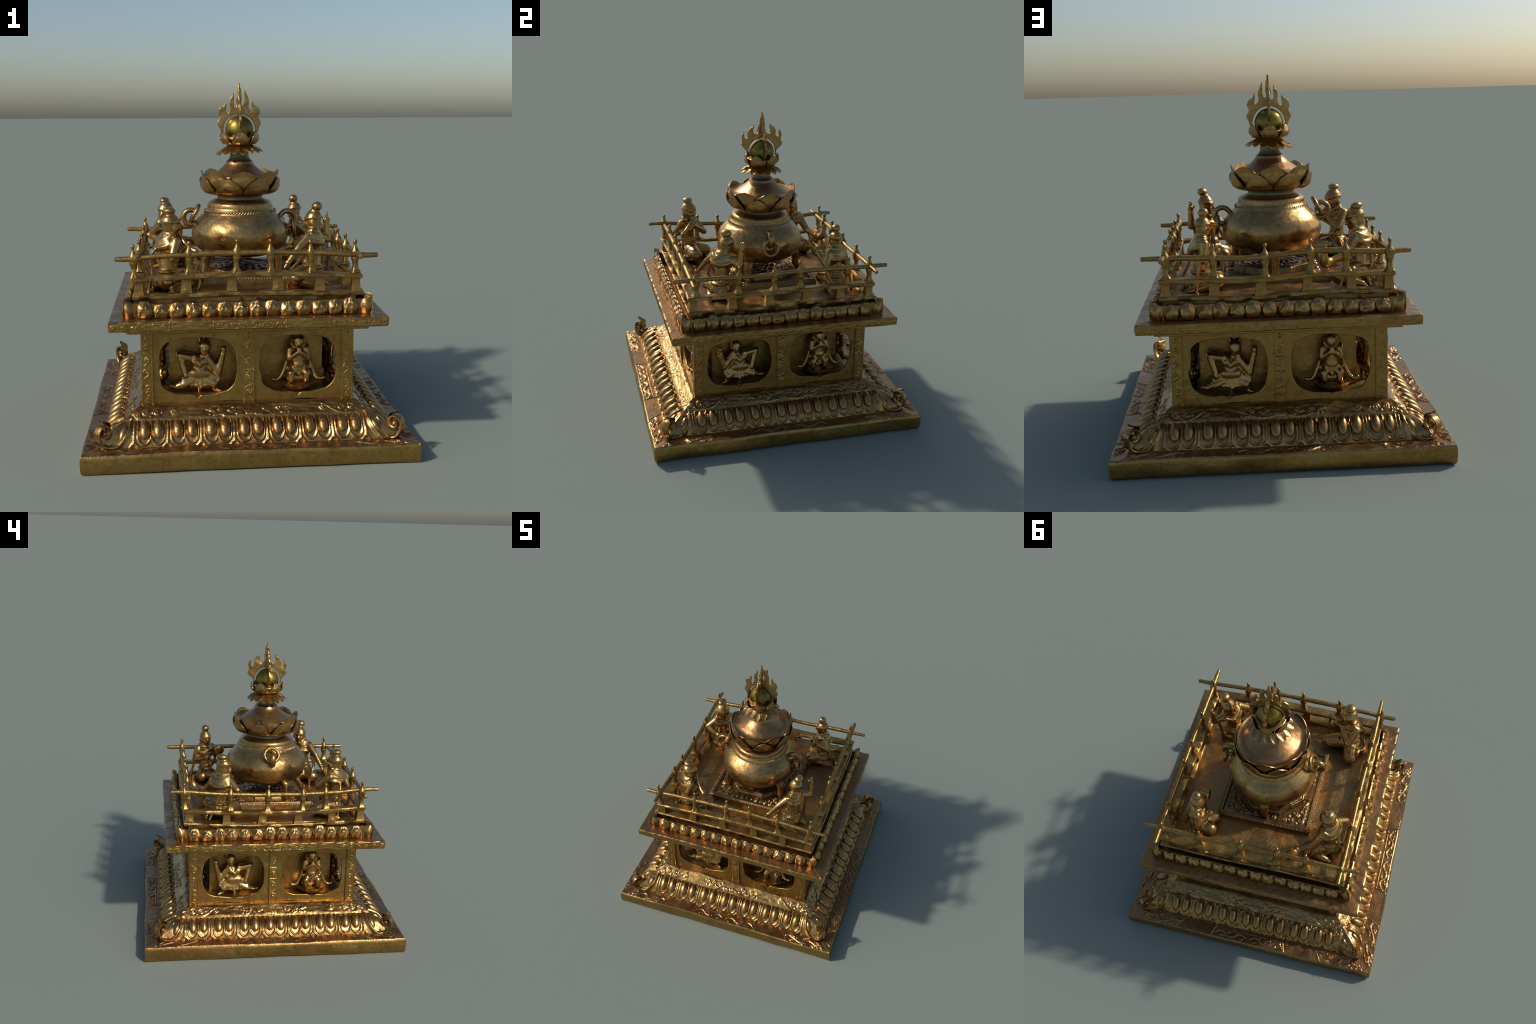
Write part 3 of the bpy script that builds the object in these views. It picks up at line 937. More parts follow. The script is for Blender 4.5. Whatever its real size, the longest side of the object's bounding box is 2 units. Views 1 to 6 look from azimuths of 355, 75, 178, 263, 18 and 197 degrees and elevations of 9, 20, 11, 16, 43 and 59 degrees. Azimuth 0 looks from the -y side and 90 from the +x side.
# ---- cauldron ---------------------------------------------------------------
def build_cauldron():
    ctrl = [(0.02, 0.986), (0.10, 0.988), (0.165, 0.996), (0.216, 1.012), (0.254, 1.038), (0.277, 1.072), (0.287, 1.108), (0.287, 1.140), (0.277, 1.172), (0.262, 1.197), (0.238, 1.225), (0.220, 1.241), (0.213, 1.250), (0.208, 1.259), (0.201, 1.268), (0.195, 1.278), (0.194, 1.288), (0.192, 1.299), (0.186, 1.308), (0.174, 1.315), (0.157, 1.321), (0.140, 1.328)]
    V, F = lathe(catmull(ctrl, 4), 128)
    V[:, 1] = V[:, 1] * 1.015 - 0.009
    rn = V.copy(); rn[:, 2] -= 1.12
    rn /= np.linalg.norm(rn, axis=1)[:, None] + 1e-9
    body = (V[:, 2] < 1.235)
    V += rn * ((0.0022 * wobble(V, 22, 150) + 0.0012 * wobble(V, 60, 151)) * np.where(body, 1, 0.35))[:, None]
    pot = make("cauldron", Geo().add(V, F), M_POT, angle=60)
    # twisted cord round the shoulder
    g = Geo()
    for i in range(80):
        a = TAU * i / 80
        c = np.array([0.2095 * math.cos(a), 0.2095 * math.sin(a) - 0.012, 1.256])
        tg = np.array([-math.sin(a), math.cos(a), 0])
        g.add(*capsule(c - tg * 0.005 - np.array([0, 0, 0.005]), c + tg * 0.005 + np.array([0, 0, 0.005]), 0.0045, 0.0045, seg=7))
    cord = make("cord_moulding", g, M_POT, parent=pot, angle=0)
    cord["kind"] = "stuff"
    # three legs: knobbed top, square tapering shank
    for ang in (90, 212, 328):
        a = math.radians(ang)
        d = np.array([math.cos(a), math.sin(a), 0])
        s = np.array([-math.sin(a), math.cos(a), 0])
        spine = catmull([(0.205, 1.045, 0.030), (0.232, 1.028, 0.034), (0.248, 1.000, 0.030), (0.252, 0.960, 0.0265), (0.254, 0.915, 0.0265), (0.256, 0.878, 0.0275)], 5)
        V = []
        for r_, z_, w_ in spine:
            for b in range(12):
                th = TAU * b / 12
                c_, s_ = math.cos(th), math.sin(th)
                k_ = 1 / max(abs(c_), abs(s_)) ** 0.7
                V.append(d * (r_ + w_ * 0.85 * c_ * k_) + s * (w_ * s_ * k_) + np.array([0, 0, z_]))
        F = grid_faces(len(spine), 12, wrap_v=True) + [tuple(range(12))[::-1], tuple(range((len(spine) - 1) * 12, len(spine) * 12))]
        V = np.array(V); V += 0.0015 * wobble(V, 60, 160)[:, None]
        make("cauldron_leg", Geo().add(V, F), M_POT, parent=pot, angle=50)
    # ears and loose rings on the x axis
    def ring(c, u, v, R, r, lo=0, hi=TAU, n=40, squash=1.0):
        a = np.linspace(lo, hi, n, endpoint=(hi - lo) < TAU - 1e-6)
        P = np.array([np.array(c) + R * (np.cos(x) * np.array(u) + squash * np.sin(x) * np.array(v)) for x in a])
        if hi - lo < TAU - 1e-6:
            return tube(P, r, seg=12)
        g_ = []
        for i in range(n):
            e1 = (P[i] - np.array(c)); e1 /= np.linalg.norm(e1)
            e2 = np.cross(u, v)
            for b in range(12):
                th = TAU * b / 12
                g_.append(P[i] + r * (math.cos(th) * e1 + math.sin(th) * e2))
        return np.array(g_), grid_faces(n, 12, wrap_u=True, wrap_v=True)
    X, Y, Z = np.eye(3)
    V, F = ring((-0.292, -0.01, 1.218), -X, Z, 0.043, 0.0155, -2.5, 2.0)
    V[:, 1] = -0.01 + (V[:, 1] + 0.01) * 1.35
    make("cauldron_ear", Geo().add(V, F), M_POT, parent=pot, angle=0)
    V, F = ring((0.286, -0.01, 1.203), X, Z, 0.046, 0.0155, -2.3, 2.9)
    V[:, 1] = -0.01 + (V[:, 1] + 0.01) * 1.3
    make("cauldron_ear", Geo().add(V, F), M_POT, parent=pot, angle=0)
    up = np.array([0.47, 0.0, 0.88]); up /= np.linalg.norm(up)
    V, F = ring((-0.268, -0.01, 1.243), Y, up, 0.050, 0.0125)
    make("loose_ring", Geo().add(V, F), M_POT, parent=pot, angle=0)
    dn = np.array([-0.12, 0.0, 1.0]); dn /= np.linalg.norm(dn)
    V, F = ring((0.318, -0.01, 1.150), Y, dn, 0.050, 0.0125)
    make("loose_ring", Geo().add(V, F), M_POT, parent=pot, angle=0)
    return pot

# ---- lid, lotus and jewel ---------------------------------------------------
def petal(profile, half_angle, ang, tip=0.5, thick=0.007, cup=0.012, ridge=0.0, na=19, nb=16, seed=0):
    """Petal wrapped on a surface of revolution. profile: (r, z) base to tip;
    half_angle: half width at its broadest; sides close to a point."""
    P = catmull(profile, 6)
    d = np.r_[0, np.cumsum(np.linalg.norm(np.diff(P, axis=0), axis=1))]; d /= d[-1]
    outer, inner = [], []
    for i in range(na):
        a = -1 + 2 * i / (na - 1)
        for j in range(nb):
            b = j / (nb - 1)
            # the petal's side line: full at the middle, pointed at the tip
            top = 1 - tip + tip * max(0.0, 1 - abs(a) ** 2.3) ** 0.62 + 0.035 * max(0.0, 1 - abs(a) * 3.5) - 0.035
            s = b * top
            r, z = np.interp(s, d, P[:, 0]), np.interp(s, d, P[:, 1])
            bulge = cup * (1 - a * a) * math.sin(math.pi * min(1, s * 0.95 + 0.05)) - ridge * math.exp(-(a / 0.15) ** 2)
            w = half_angle * (0.80 + 0.20 * math.sin(math.pi * min(0.75, s * 0.9 + 0.1)))
            th = ang + a * w
            lip = 0.0045 * math.exp(-((1 - b) / 0.10) ** 2) + 0.003 * math.exp(-((1 - abs(a)) / 0.10) ** 2) * b
            R = r + bulge + lip
            outer.append((R * math.cos(th), R * math.sin(th), z))
            R2 = R - thick * (1 - 0.6 * b)
            inner.append((R2 * math.cos(th), R2 * math.sin(th), z + (0.0015 if b > 0.9 else 0)))
    n = na * nb
    F = grid_faces(na, nb)
    F = F + [tuple(i + n for i in f[::-1]) for f in F]
    edge = [i * nb for i in range(na)] + [(na - 1) * nb + j for j in range(1, nb)] + [i * nb + nb - 1 for i in range(na - 2, -1, -1)] + [j for j in range(nb - 2, 0, -1)]
    m = len(edge)
    F += [(edge[i], edge[i] + n, edge[(i + 1) % m] + n, edge[(i + 1) % m]) for i in range(m)]
    V = np.array(outer + inner)
    if seed:
        V += 0.0012 * np.column_stack([wobble(V, 45, seed), wobble(V, 45, seed + 1), wobble(V, 45, seed + 2)])
    return V, F

def build_lid():
    lid_p = [(0.128, 1.318), (0.130, 1.335), (0.134, 1.346), (0.150, 1.353), (0.182, 1.364), (0.206, 1.385), (0.218, 1.410), (0.222, 1.438), (0.222, 1.460), (0.216, 1.466), (0.200, 1.461), (0.184, 1.461), (0.168, 1.467), (0.148, 1.480), (0.125, 1.4955), (0.104, 1.512), (0.090, 1.526), (0.084, 1.534), (0.081, 1.542), (0.076, 1.549), (0.067, 1.555)]
    V, F = lathe(catmull(lid_p, 4), 112)
    V[:, :2] *= (1 + 0.006 * wobble(V, 18, 170))[:, None]
    lid = make("lid", Geo().add(V, F), M_DOME, angle=60)
    V, F = lathe(catmull([(0.140, 1.316), (0.131, 1.326), (0.1315, 1.340), (0.137, 1.350)], 4), 96)
    make("lid_collar", Geo().add(V * np.array([1.012, 1.012, 1]), F), M_NECK, parent=lid, angle=60)
    V, F = lathe(catmull([(0.070, 1.553), (0.0625, 1.561), (0.0565, 1.573), (0.054, 1.590), (0.056, 1.608), (0.066, 1.625), (0.072, 1.634)], 4), 64)
    make("stem", Geo().add(V, F), M_NECK, parent=lid, angle=60)
    # big lotus: eight lower petals in front, eight upper ones between them
    off = math.radians(-90 + 2)
    for i in range(8):
        a = off + TAU * i / 8 + TAU / 16
        V, F = petal([(0.140, 1.350), (0.185, 1.360), (0.214, 1.380), (0.227, 1.408), (0.231, 1.432), (0.233, 1.455)], 0.43, a, tip=0.80, cup=0.017, thick=0.012, seed=200 + i)
        make("lotus_petal", Geo().add(V, F), M_GILT, parent=lid, angle=55)
    for i in range(8):
        a = off + TAU * i / 8
        V, F = petal([(0.195, 1.372), (0.212, 1.40), (0.219, 1.43), (0.221, 1.46), (0.224, 1.482), (0.226, 1.497)], 0.42, a, tip=0.45, cup=0.008, ridge=0.002, thick=0.013, seed=220 + i)
        make("lotus_petal", Geo().add(V, F), M_GILT, parent=lid, angle=55)
    # drooping collar of narrow petals
    for i in range(16):
        a = TAU * i / 16 + 0.10
        na, nb = 11, 11
        V = []
        for sgn in (1, -1):
            for ii in range(na):
                u = -1 + 2 * ii / (na - 1)
                for j in range(nb):
                    b = j / (nb - 1)
                    s = b * (1 - 0.34 * abs(u) ** 2.6)
                    r = 0.062 + 0.078 * s
                    z = 1.645 - 0.050 * s ** 1.15 - 0.006 * math.sin(s * math.pi) + 0.011 * abs(u) ** 2.5 * s
                    if sgn < 0:
                        z -= 0.005
                    wid = 0.0265 * (0.50 + 0.50 * math.sin(math.pi * min(1, s * 0.70 + 0.06)))
                    V.append((r, u * wid, z))
        n = na * nb
        F = grid_faces(na, nb); F = F + [tuple(q + n for q in f[::-1]) for f in F]
        edge = [q * nb for q in range(na)] + [(na - 1) * nb + j for j in range(1, nb)] + [q * nb + nb - 1 for q in range(na - 2, -1, -1)] + [j for j in range(nb - 2, 0, -1)]
        m = len(edge)
        F += [(edge[q], edge[q] + n, edge[(q + 1) % m] + n, edge[(q + 1) % m]) for q in range(m)]
        V = np.array(V)
        tilt = RNG.uniform(-0.004, 0.004)
        V[:, 2] += tilt * (V[:, 0] - 0.06) / 0.07
        c, s_ = math.cos(a), math.sin(a)
        V = V @ np.array([[c, s_, 0], [-s_, c, 0], [0, 0, 1]])
        V[:, 2] += 0.055 * V[:, 0] * 0.9          # the collar hangs a little askew
        make("drooping_petal", Geo().add(V, F), M_FIG, parent=lid, angle=50)
    # cup of six petals
    V, F = lathe(catmull([(0.055, 1.630), (0.072, 1.641), (0.090, 1.653), (0.098, 1.668), (0.098, 1.684), (0.090, 1.69)], 3), 48)
    make("jewel_cup", Geo().add(V, F), M_GILT, parent=lid, angle=60)
    for i in range(6):
        a = math.radians(-90 + 60 * i)
        V, F = petal([(0.066, 1.642), (0.090, 1.648), (0.105, 1.663), (0.110, 1.684), (0.108, 1.703), (0.106, 1.719)], 0.50, a, tip=0.72, thick=0.006, cup=0.010, ridge=0.001, seed=240 + i)
        make("cup_petal", Geo().add(V, F), M_GILT, parent=lid, angle=55)
    V, F = ellipsoid((0, 0, 1.729), (0.083, 0.083, 0.084), nu=48, nv=32)
    make("jewel_orb", Geo().add(V, F), M_ORB, parent=lid, angle=0)
    # flame arches: one outline, right-hand side from foot to apex
    side = [(0.104, 1.700), (0.110, 1.722), (0.117, 1.742), (0.130, 1.766), (0.122, 1.785), (0.114, 1.803), (0.120, 1.828), (0.118, 1.848), (0.104, 1.863), (0.089, 1.872), (0.0825, 1.887), (0.079, 1.899), (0.0735, 1.886), (0.0755, 1.868), (0.080, 1.850), (0.077, 1.838), (0.068, 1.838), (0.058, 1.848), (0.056, 1.872), (0.058, 1.898), (0.049, 1.922), (0.040, 1.938), (0.0345, 1.960), (0.0295, 1.938), (0.030, 1.905), (0.029, 1.880), (0.023, 1.871), (0.0155, 1.874), (0.0125, 1.890), (0.0155, 1.912), (0.010, 1.938), (0.011, 1.960), (0.004, 1.985), (0.0, 2.0)]
    broad = [(0.098, 1.704), (0.102, 1.735), (0.118, 1.752), (0.134, 1.768), (0.139, 1.785), (0.131, 1.805), (0.135, 1.828), (0.136, 1.845), (0.128, 1.862), (0.123, 1.880), (0.117, 1.862), (0.119, 1.842), (0.110, 1.827), (0.099, 1.832), (0.095, 1.845), (0.098, 1.864), (0.091, 1.882), (0.075, 1.896), (0.062, 1.905), (0.055, 1.924), (0.051, 1.903), (0.059, 1.882), (0.060, 1.863), (0.050, 1.853), (0.036, 1.853), (0.026, 1.862), (0.021, 1.880), (0.023, 1.903), (0.014, 1.930), (0.014, 1.955), (0.006, 1.980), (0.0, 2.0)]
    for which in (0, 1):
        r = random.Random(50 + which)
        def jig(P, sx):
            out = []
            for q, (x, z) in enumerate(P):
                j = 0.0025 if 2 < q < len(P) - 1 else 0.0
                up = (0.0, -0.012)[sx < 0] * (1 if 10 < q < 30 else 0)
                out.append((sx * (x + r.uniform(-j, j)), z + r.uniform(-j, j) + up * (1 if which == 0 else 0.3)))
            return out
        outline_side = (side, broad)[which]
        R_ = jig(outline_side, 1)
        L_ = jig(outline_side, -1)[:-1][::-1]
        a = np.linspace(math.radians(180 + 16), math.radians(-16), 40)
        arch = [(0.093 * math.cos(q), 1.727 + 0.096 * math.sin(q)) for q in a]
        outline = list(catmull(R_, 3)[:-1]) + list(catmull([R_[-1]] + L_, 3)) + arch
        cu = bpy.data.curves.new("flame", "CURVE")
        cu.dimensions = "2D"; cu.fill_mode = "BOTH"; cu.extrude = 0.0062
        s = cu.splines.new("POLY"); s.points.add(len(outline) - 1)
        for q, (x, z) in zip(s.points, outline):
            q.co = (x, z, 0, 1)
        s.use_cyclic_u = True
        tmp = bpy.data.objects.new("tmp", cu)
        bpy.context.scene.collection.objects.link(tmp)
        me0 = bpy.data.meshes.new_from_object(tmp.evaluated_get(bpy.context.evaluated_depsgraph_get()))
        bpy.data.objects.remove(tmp); bpy.data.curves.remove(cu)
        me0.transform(Matrix.Rotation(which * math.pi / 2, 4, 'Z') @ Matrix.Rotation(math.pi / 2, 4, 'X'))
        tmp = bpy.data.objects.new("tmp", me0)
        bpy.context.scene.collection.objects.link(tmp)
        w = tmp.modifiers.new("w", "WELD"); w.merge_threshold = 0.0003
        r2 = tmp.modifiers.new("r", "REMESH"); r2.mode = "VOXEL"; r2.voxel_size = 0.0027
        s2 = tmp.modifiers.new("s", "SMOOTH"); s2.iterations = 3; s2.factor = 0.5
        me = bpy.data.meshes.new_from_object(tmp.evaluated_get(bpy.context.evaluated_depsgraph_get()))
        bpy.data.objects.remove(tmp); bpy.data.meshes.remove(me0)
        co = np.zeros(len(me.vertices) * 3); me.vertices.foreach_get("co", co); co = co.reshape(-1, 3)
        co += 0.0011 * np.column_stack([wobble(co, 90, 301), wobble(co, 90, 302), np.zeros(len(co))])
        me.vertices.foreach_set("co", co.ravel()); me.update()
        place("flame_arch", me, M_FIG, parent=lid, angle=0)

# --------------------------------------------------------------------------
# figures: overlapping solids fused into one skin, then parted by anatomy
# --------------------------------------------------------------------------
def prim_mesh(p):
    if p[1] == "cap":
        return capsule(*p[2:6])
    return ellipsoid(p[2], p[3], p[4] if len(p) > 4 else None)

def prim_dist(p, Q):
    if p[1] == "cap":
        a, b, r0, r1 = np.array(p[2]), np.array(p[3]), p[4], p[5]
        ab = b - a
        t = np.clip(((Q - a) @ ab) / (ab @ ab + 1e-12), 0, 1)
        return np.linalg.norm(Q - a - t[:, None] * ab, axis=1) - (r0 + (r1 - r0) * t)
    c, r = np.array(p[2]), np.array(p[3])
    q = Q - c
    if len(p) > 4 and p[4] is not None:
        q = q @ np.array(p[4])
    k = np.linalg.norm(q / r, axis=1)
    return (k - 1) * r.min()

def fuse(group, prims, mat, voxel=0.0046, smooth=2, M=None):
    """Skin the solids as one surface and split its faces into named parts."""
    g = Geo()
    for p in prims:
        g.add(*prim_mesh(p))
    me = bpy.data.meshes.new("tmp")
    me.from_pydata([tuple(v) for v in g.verts()], [], g.f)
    ob = bpy.data.objects.new("tmp", me)
    bpy.context.scene.collection.objects.link(ob)
    rm = ob.modifiers.new("r", "REMESH"); rm.mode = "VOXEL"; rm.voxel_size = voxel
    sm = ob.modifiers.new("s", "SMOOTH"); sm.iterations = smooth; sm.factor = 0.5
    skin = bpy.data.meshes.new_from_object(ob.evaluated_get(bpy.context.evaluated_depsgraph_get()))
    bpy.data.objects.remove(ob); bpy.data.meshes.remove(me)
    n = len(skin.vertices)
    V = np.zeros(n * 3); skin.vertices.foreach_get("co", V); V = V.reshape(-1, 3)
    if M is not None:
        A = np.array(M)
        Vw = V @ A[:3, :3].T + A[:3, 3]
    else:
        Vw = V
    faces = [tuple(p.vertices) for p in skin.polygons]
    if M is not None and np.linalg.det(np.array(M)[:3, :3]) < 0:
        faces = [f[::-1] for f in faces]
    cent = np.array([V[list(f)].mean(0) for f in faces])
    bpy.data.meshes.remove(skin)
    D = np.array([prim_dist(p, cent) for p in prims])
    owner = D.argmin(0)
    whole = bpy.data.meshes.new("tmp")
    whole.from_pydata([tuple(v) for v in Vw], [], faces)
    whole.update()
    NV = np.zeros(n * 3); whole.vertices.foreach_get("normal", NV); NV = NV.reshape(-1, 3)
    bpy.data.meshes.remove(whole)
    parts = []
    for p in prims:
        if p[0] not in parts:
            parts.append(p[0])
    e = empty(group, ROOT)
    for part in parts:
        mine = [f for f, o in zip(faces, owner) if prims[o][0] == part]
        if not mine:
            continue
        ids = sorted({i for f in mine for i in f})
        idx = {v: i for i, v in enumerate(ids)}
        me = bpy.data.meshes.new(part)
        me.from_pydata([tuple(Vw[i]) for i in ids], [], [tuple(idx[i] for i in f) for f in mine])
        me.update()
        me.materials.append(mat)
        me.polygons.foreach_set("use_smooth", [True] * len(me.polygons))
        me.normals_split_custom_set_from_vertices([tuple(NV[i]) for i in ids])
        o = bpy.data.objects.new(part.split("#")[0], me)
        bpy.context.scene.collection.objects.link(o)
        o.parent = e
    return e

def vec(*a):
    return np.array(a, float)

def ribbon_prims(part, pts, r):
    P = catmull(pts, 4)
    return [(part, "cap", P[i], P[i + 1], r, r) for i in range(len(P) - 1)]

def kneeling(hip, chest, head, bun, face, arms, knees, feet, extra=(), bun_r=(0.030, 0.030, 0.021), hs=1.0, bs=1.0):
    """Seated-on-heels attendant. face: unit vector the face looks along;
    hs and bs scale the head and the bulk of the body."""
    face = np.array(face, float); face /= np.linalg.norm(face)
    side = np.cross(face, (0, 0, 1)); side /= np.linalg.norm(side)
    up = np.cross(side, face)
    R = np.column_stack([side, face, up])
    hip, chest, head, bun = (np.array(x, float) for x in (hip, chest, head, bun))
    flat = face * np.array([1, 1, 0]); flat /= np.linalg.norm(flat)
    RB = np.column_stack([side, flat, (0, 0, 1)])
    neck = head - up * 0.05 * hs - face * 0.004
    pr = []
    pr += [("torso", "cap", hip + vec(0, 0, 0.02), chest - vec(0, 0, 0.045), 0.047 * bs, 0.042 * bs),
           ("torso", "ell", chest - vec(0, 0, 0.012), (0.064 * bs, 0.045 * bs, 0.056), RB),
           ("torso", "ell", hip + flat * 0.026 + vec(0, 0, 0.062), (0.042 * bs, 0.036 * bs, 0.038), RB)]
    pr += [("neck", "cap", chest + vec(0, 0, 0.03), neck, 0.027 * hs, 0.022 * hs)]
    def hd(a, b, c):
        return head + (side * a + face * b + up * c) * hs
    pr += [("head", "ell", head, (0.0395 * hs, 0.042 * hs, 0.049 * hs), R),
           ("head", "ell", hd(0, 0.010, -0.026), (0.029 * hs, 0.031 * hs, 0.026 * hs), R),
           ("head", "cap", hd(0, 0.041, 0.004), hd(0, 0.047, -0.011), 0.005 * hs, 0.0078 * hs),
           ("head", "cap", hd(-0.009, 0.035, -0.025), hd(0.009, 0.035, -0.025), 0.0062 * hs, 0.0062 * hs),
           ("head", "ell", hd(0, 0.030, -0.041), (0.012 * hs, 0.010 * hs, 0.009 * hs), R)]
    for s in (-1, 1):
        pr.append(("ear", "ell", hd(s * 0.0405, -0.004, -0.010), (0.007 * hs, 0.011 * hs, 0.020 * hs), R))
        pr.append(("head", "cap", hd(s * 0.008, 0.038, 0.013), hd(s * 0.024, 0.032, 0.012), 0.0062 * hs, 0.0062 * hs))
        pr.append(("head", "ell", hd(s * 0.018, 0.030, -0.012), (0.012 * hs, 0.010 * hs, 0.011 * hs), R))
    pr += [("hair", "ell", hd(0, -0.006, 0.020), (0.0415 * hs, 0.0440 * hs, 0.036 * hs), R),
           ("hair", "cap", hd(0, 0, 0.035), bun - up * 0.012, 0.026 * hs, 0.018 * hs),
           ("hair", "ell", bun, bun_r, R)]
    # fillet round the brow, combed strands behind
    ring = [hd(0.0405 * math.cos(t), 0.0420 * math.sin(t) - 0.004, 0.020) for t in np.linspace(0, TAU, 15)]
    pr += [("hair", "cap", ring[i], ring[i + 1], 0.0055 * hs, 0.0055 * hs) for i in range(14)]
    for a in np.linspace(-1.25, 1.25, 6):
        pr.append(("hair", "cap", hd(0.035 * math.sin(a), -0.035 * math.cos(a), 0.012), hd(0.026 * math.sin(a), -0.027 * math.cos(a), -0.036), 0.0095 * hs, 0.008 * hs))
    # folded shawl: three soft rolls and a cape over the upper back
    for rr, dz, th, sag, tl in ((0.064, 0.012, 0.0150, 0.022, 0.10), (0.055, 0.030, 0.0140, 0.020, -0.22), (0.043, 0.048, 0.0125, 0.014, 0.16), (0.032, 0.060, 0.0115, 0.008, 0.0)):
        ring = [chest + vec(0, 0, dz) + side * rr * bs * 1.08 * math.cos(t) + flat * rr * bs * 0.80 * math.sin(t) + vec(0, 0, tl * rr * math.cos(t)) - vec(0, 0, sag) * abs(math.sin(t)) for t in np.linspace(0, TAU, 17)]
        pr += [("shawl", "cap", ring[i], ring[i + 1], th, th) for i in range(16)]
    pr += [("shawl", "ell", chest - flat * 0.014 + vec(0, 0, 0.010), (0.074 * bs, 0.040 * bs, 0.046), RB), ("shawl", "cap", chest + vec(0, 0, 0.01), chest + vec(0, 0, 0.055), 0.050 * bs, 0.030 * bs)]
    for n_arm, (sh, el, ha, kind) in enumerate(arms):
        sh, el, ha = np.array(sh), np.array(el), np.array(ha)
        nm = "arm" if n_arm == 0 else "arm#2"
        hn = nm.replace("arm", "hand")
        pr += [(nm, "cap", sh, el, 0.0275 * bs, 0.0230), (nm, "cap", el, ha, 0.0225, 0.0170)]
        d = ha - el; d /= np.linalg.norm(d)
        if kind == "open":        # raised palm with thumb and fingers
            pr += [(hn, "ell", ha + d * 0.016, (0.019, 0.015, 0.020), None), (hn, "cap", ha + d * 0.02 + side * 0.008, ha + d * 0.060 + side * 0.007, 0.0095, 0.0078),
                   (hn, "cap", ha + d * 0.02 - side * 0.006, ha + d * 0.056 - side * 0.008, 0.009, 0.0075), (hn, "cap", ha + d * 0.010, ha + d * 0.034 + flat * 0.028, 0.0085, 0.0062)]
        elif kind == "fist":
            pr += [(hn, "ell", ha + d * 0.012, (0.022, 0.022, 0.022), None)]
            for q in (-0.012, 0.0, 0.012):
                pr += [(hn, "ell", ha + d * 0.030 + vec(0, 0, q), (0.0085, 0.0085, 0.0075), None)]
        else:                      # reaching hand
            pr += [(hn, "ell", ha + d * 0.012, (0.019, 0.018, 0.016), None), (hn, "cap", ha + d * 0.015, ha + d * 0.048, 0.0110, 0.008), (hn, "cap", ha + d * 0.01, ha + d * 0.034 + vec(0, 0, 0.018), 0.0085, 0.0065)]
    for i, (kn, ft) in enumerate(zip(knees, feet)):
        kn, ft = np.array(kn), np.array(ft)
        nm = "leg" if i == 0 else "leg#2"
        start = hip + (kn - hip) * 0.12
        pr += [(nm, "cap", start, kn, 0.056 * bs, 0.045 * bs), (nm, "cap", kn - vec(0, 0, 0.012), ft, 0.034, 0.024),
               (nm.replace("leg", "foot"), "cap", ft, ft + (ft - kn) * 0.18 - vec(0, 0, 0.002), 0.021, 0.014)]
        # rolled hem above the knee
        d = kn - start; L = np.linalg.norm(d); d /= L
        n1 = np.cross(d, (0, 0, 1)); n1 /= np.linalg.norm(n1); n2 = np.cross(d, n1)
        c = start + d * L * 0.45
        ring = [c + (n1 * math.cos(t) + n2 * math.sin(t)) * 0.047 * bs for t in np.linspace(0, TAU, 11)]
        pr += [("robe", "cap", ring[q], ring[q + 1], 0.0085, 0.0085) for q in range(10)]
    pr += [("robe", "ell", hip - vec(0, 0, 0.015), (0.068 * bs, 0.064 * bs, 0.056), RB)]
    ring = [hip + vec(0, 0, 0.040) + side * 0.049 * bs * math.cos(t) + flat * 0.052 * bs * math.sin(t) for t in np.linspace(0, TAU, 13)]
    pr += [("robe", "cap", ring[i], ring[i + 1], 0.0095, 0.0095) for i in range(12)]
    pr += list(extra)
    return pr

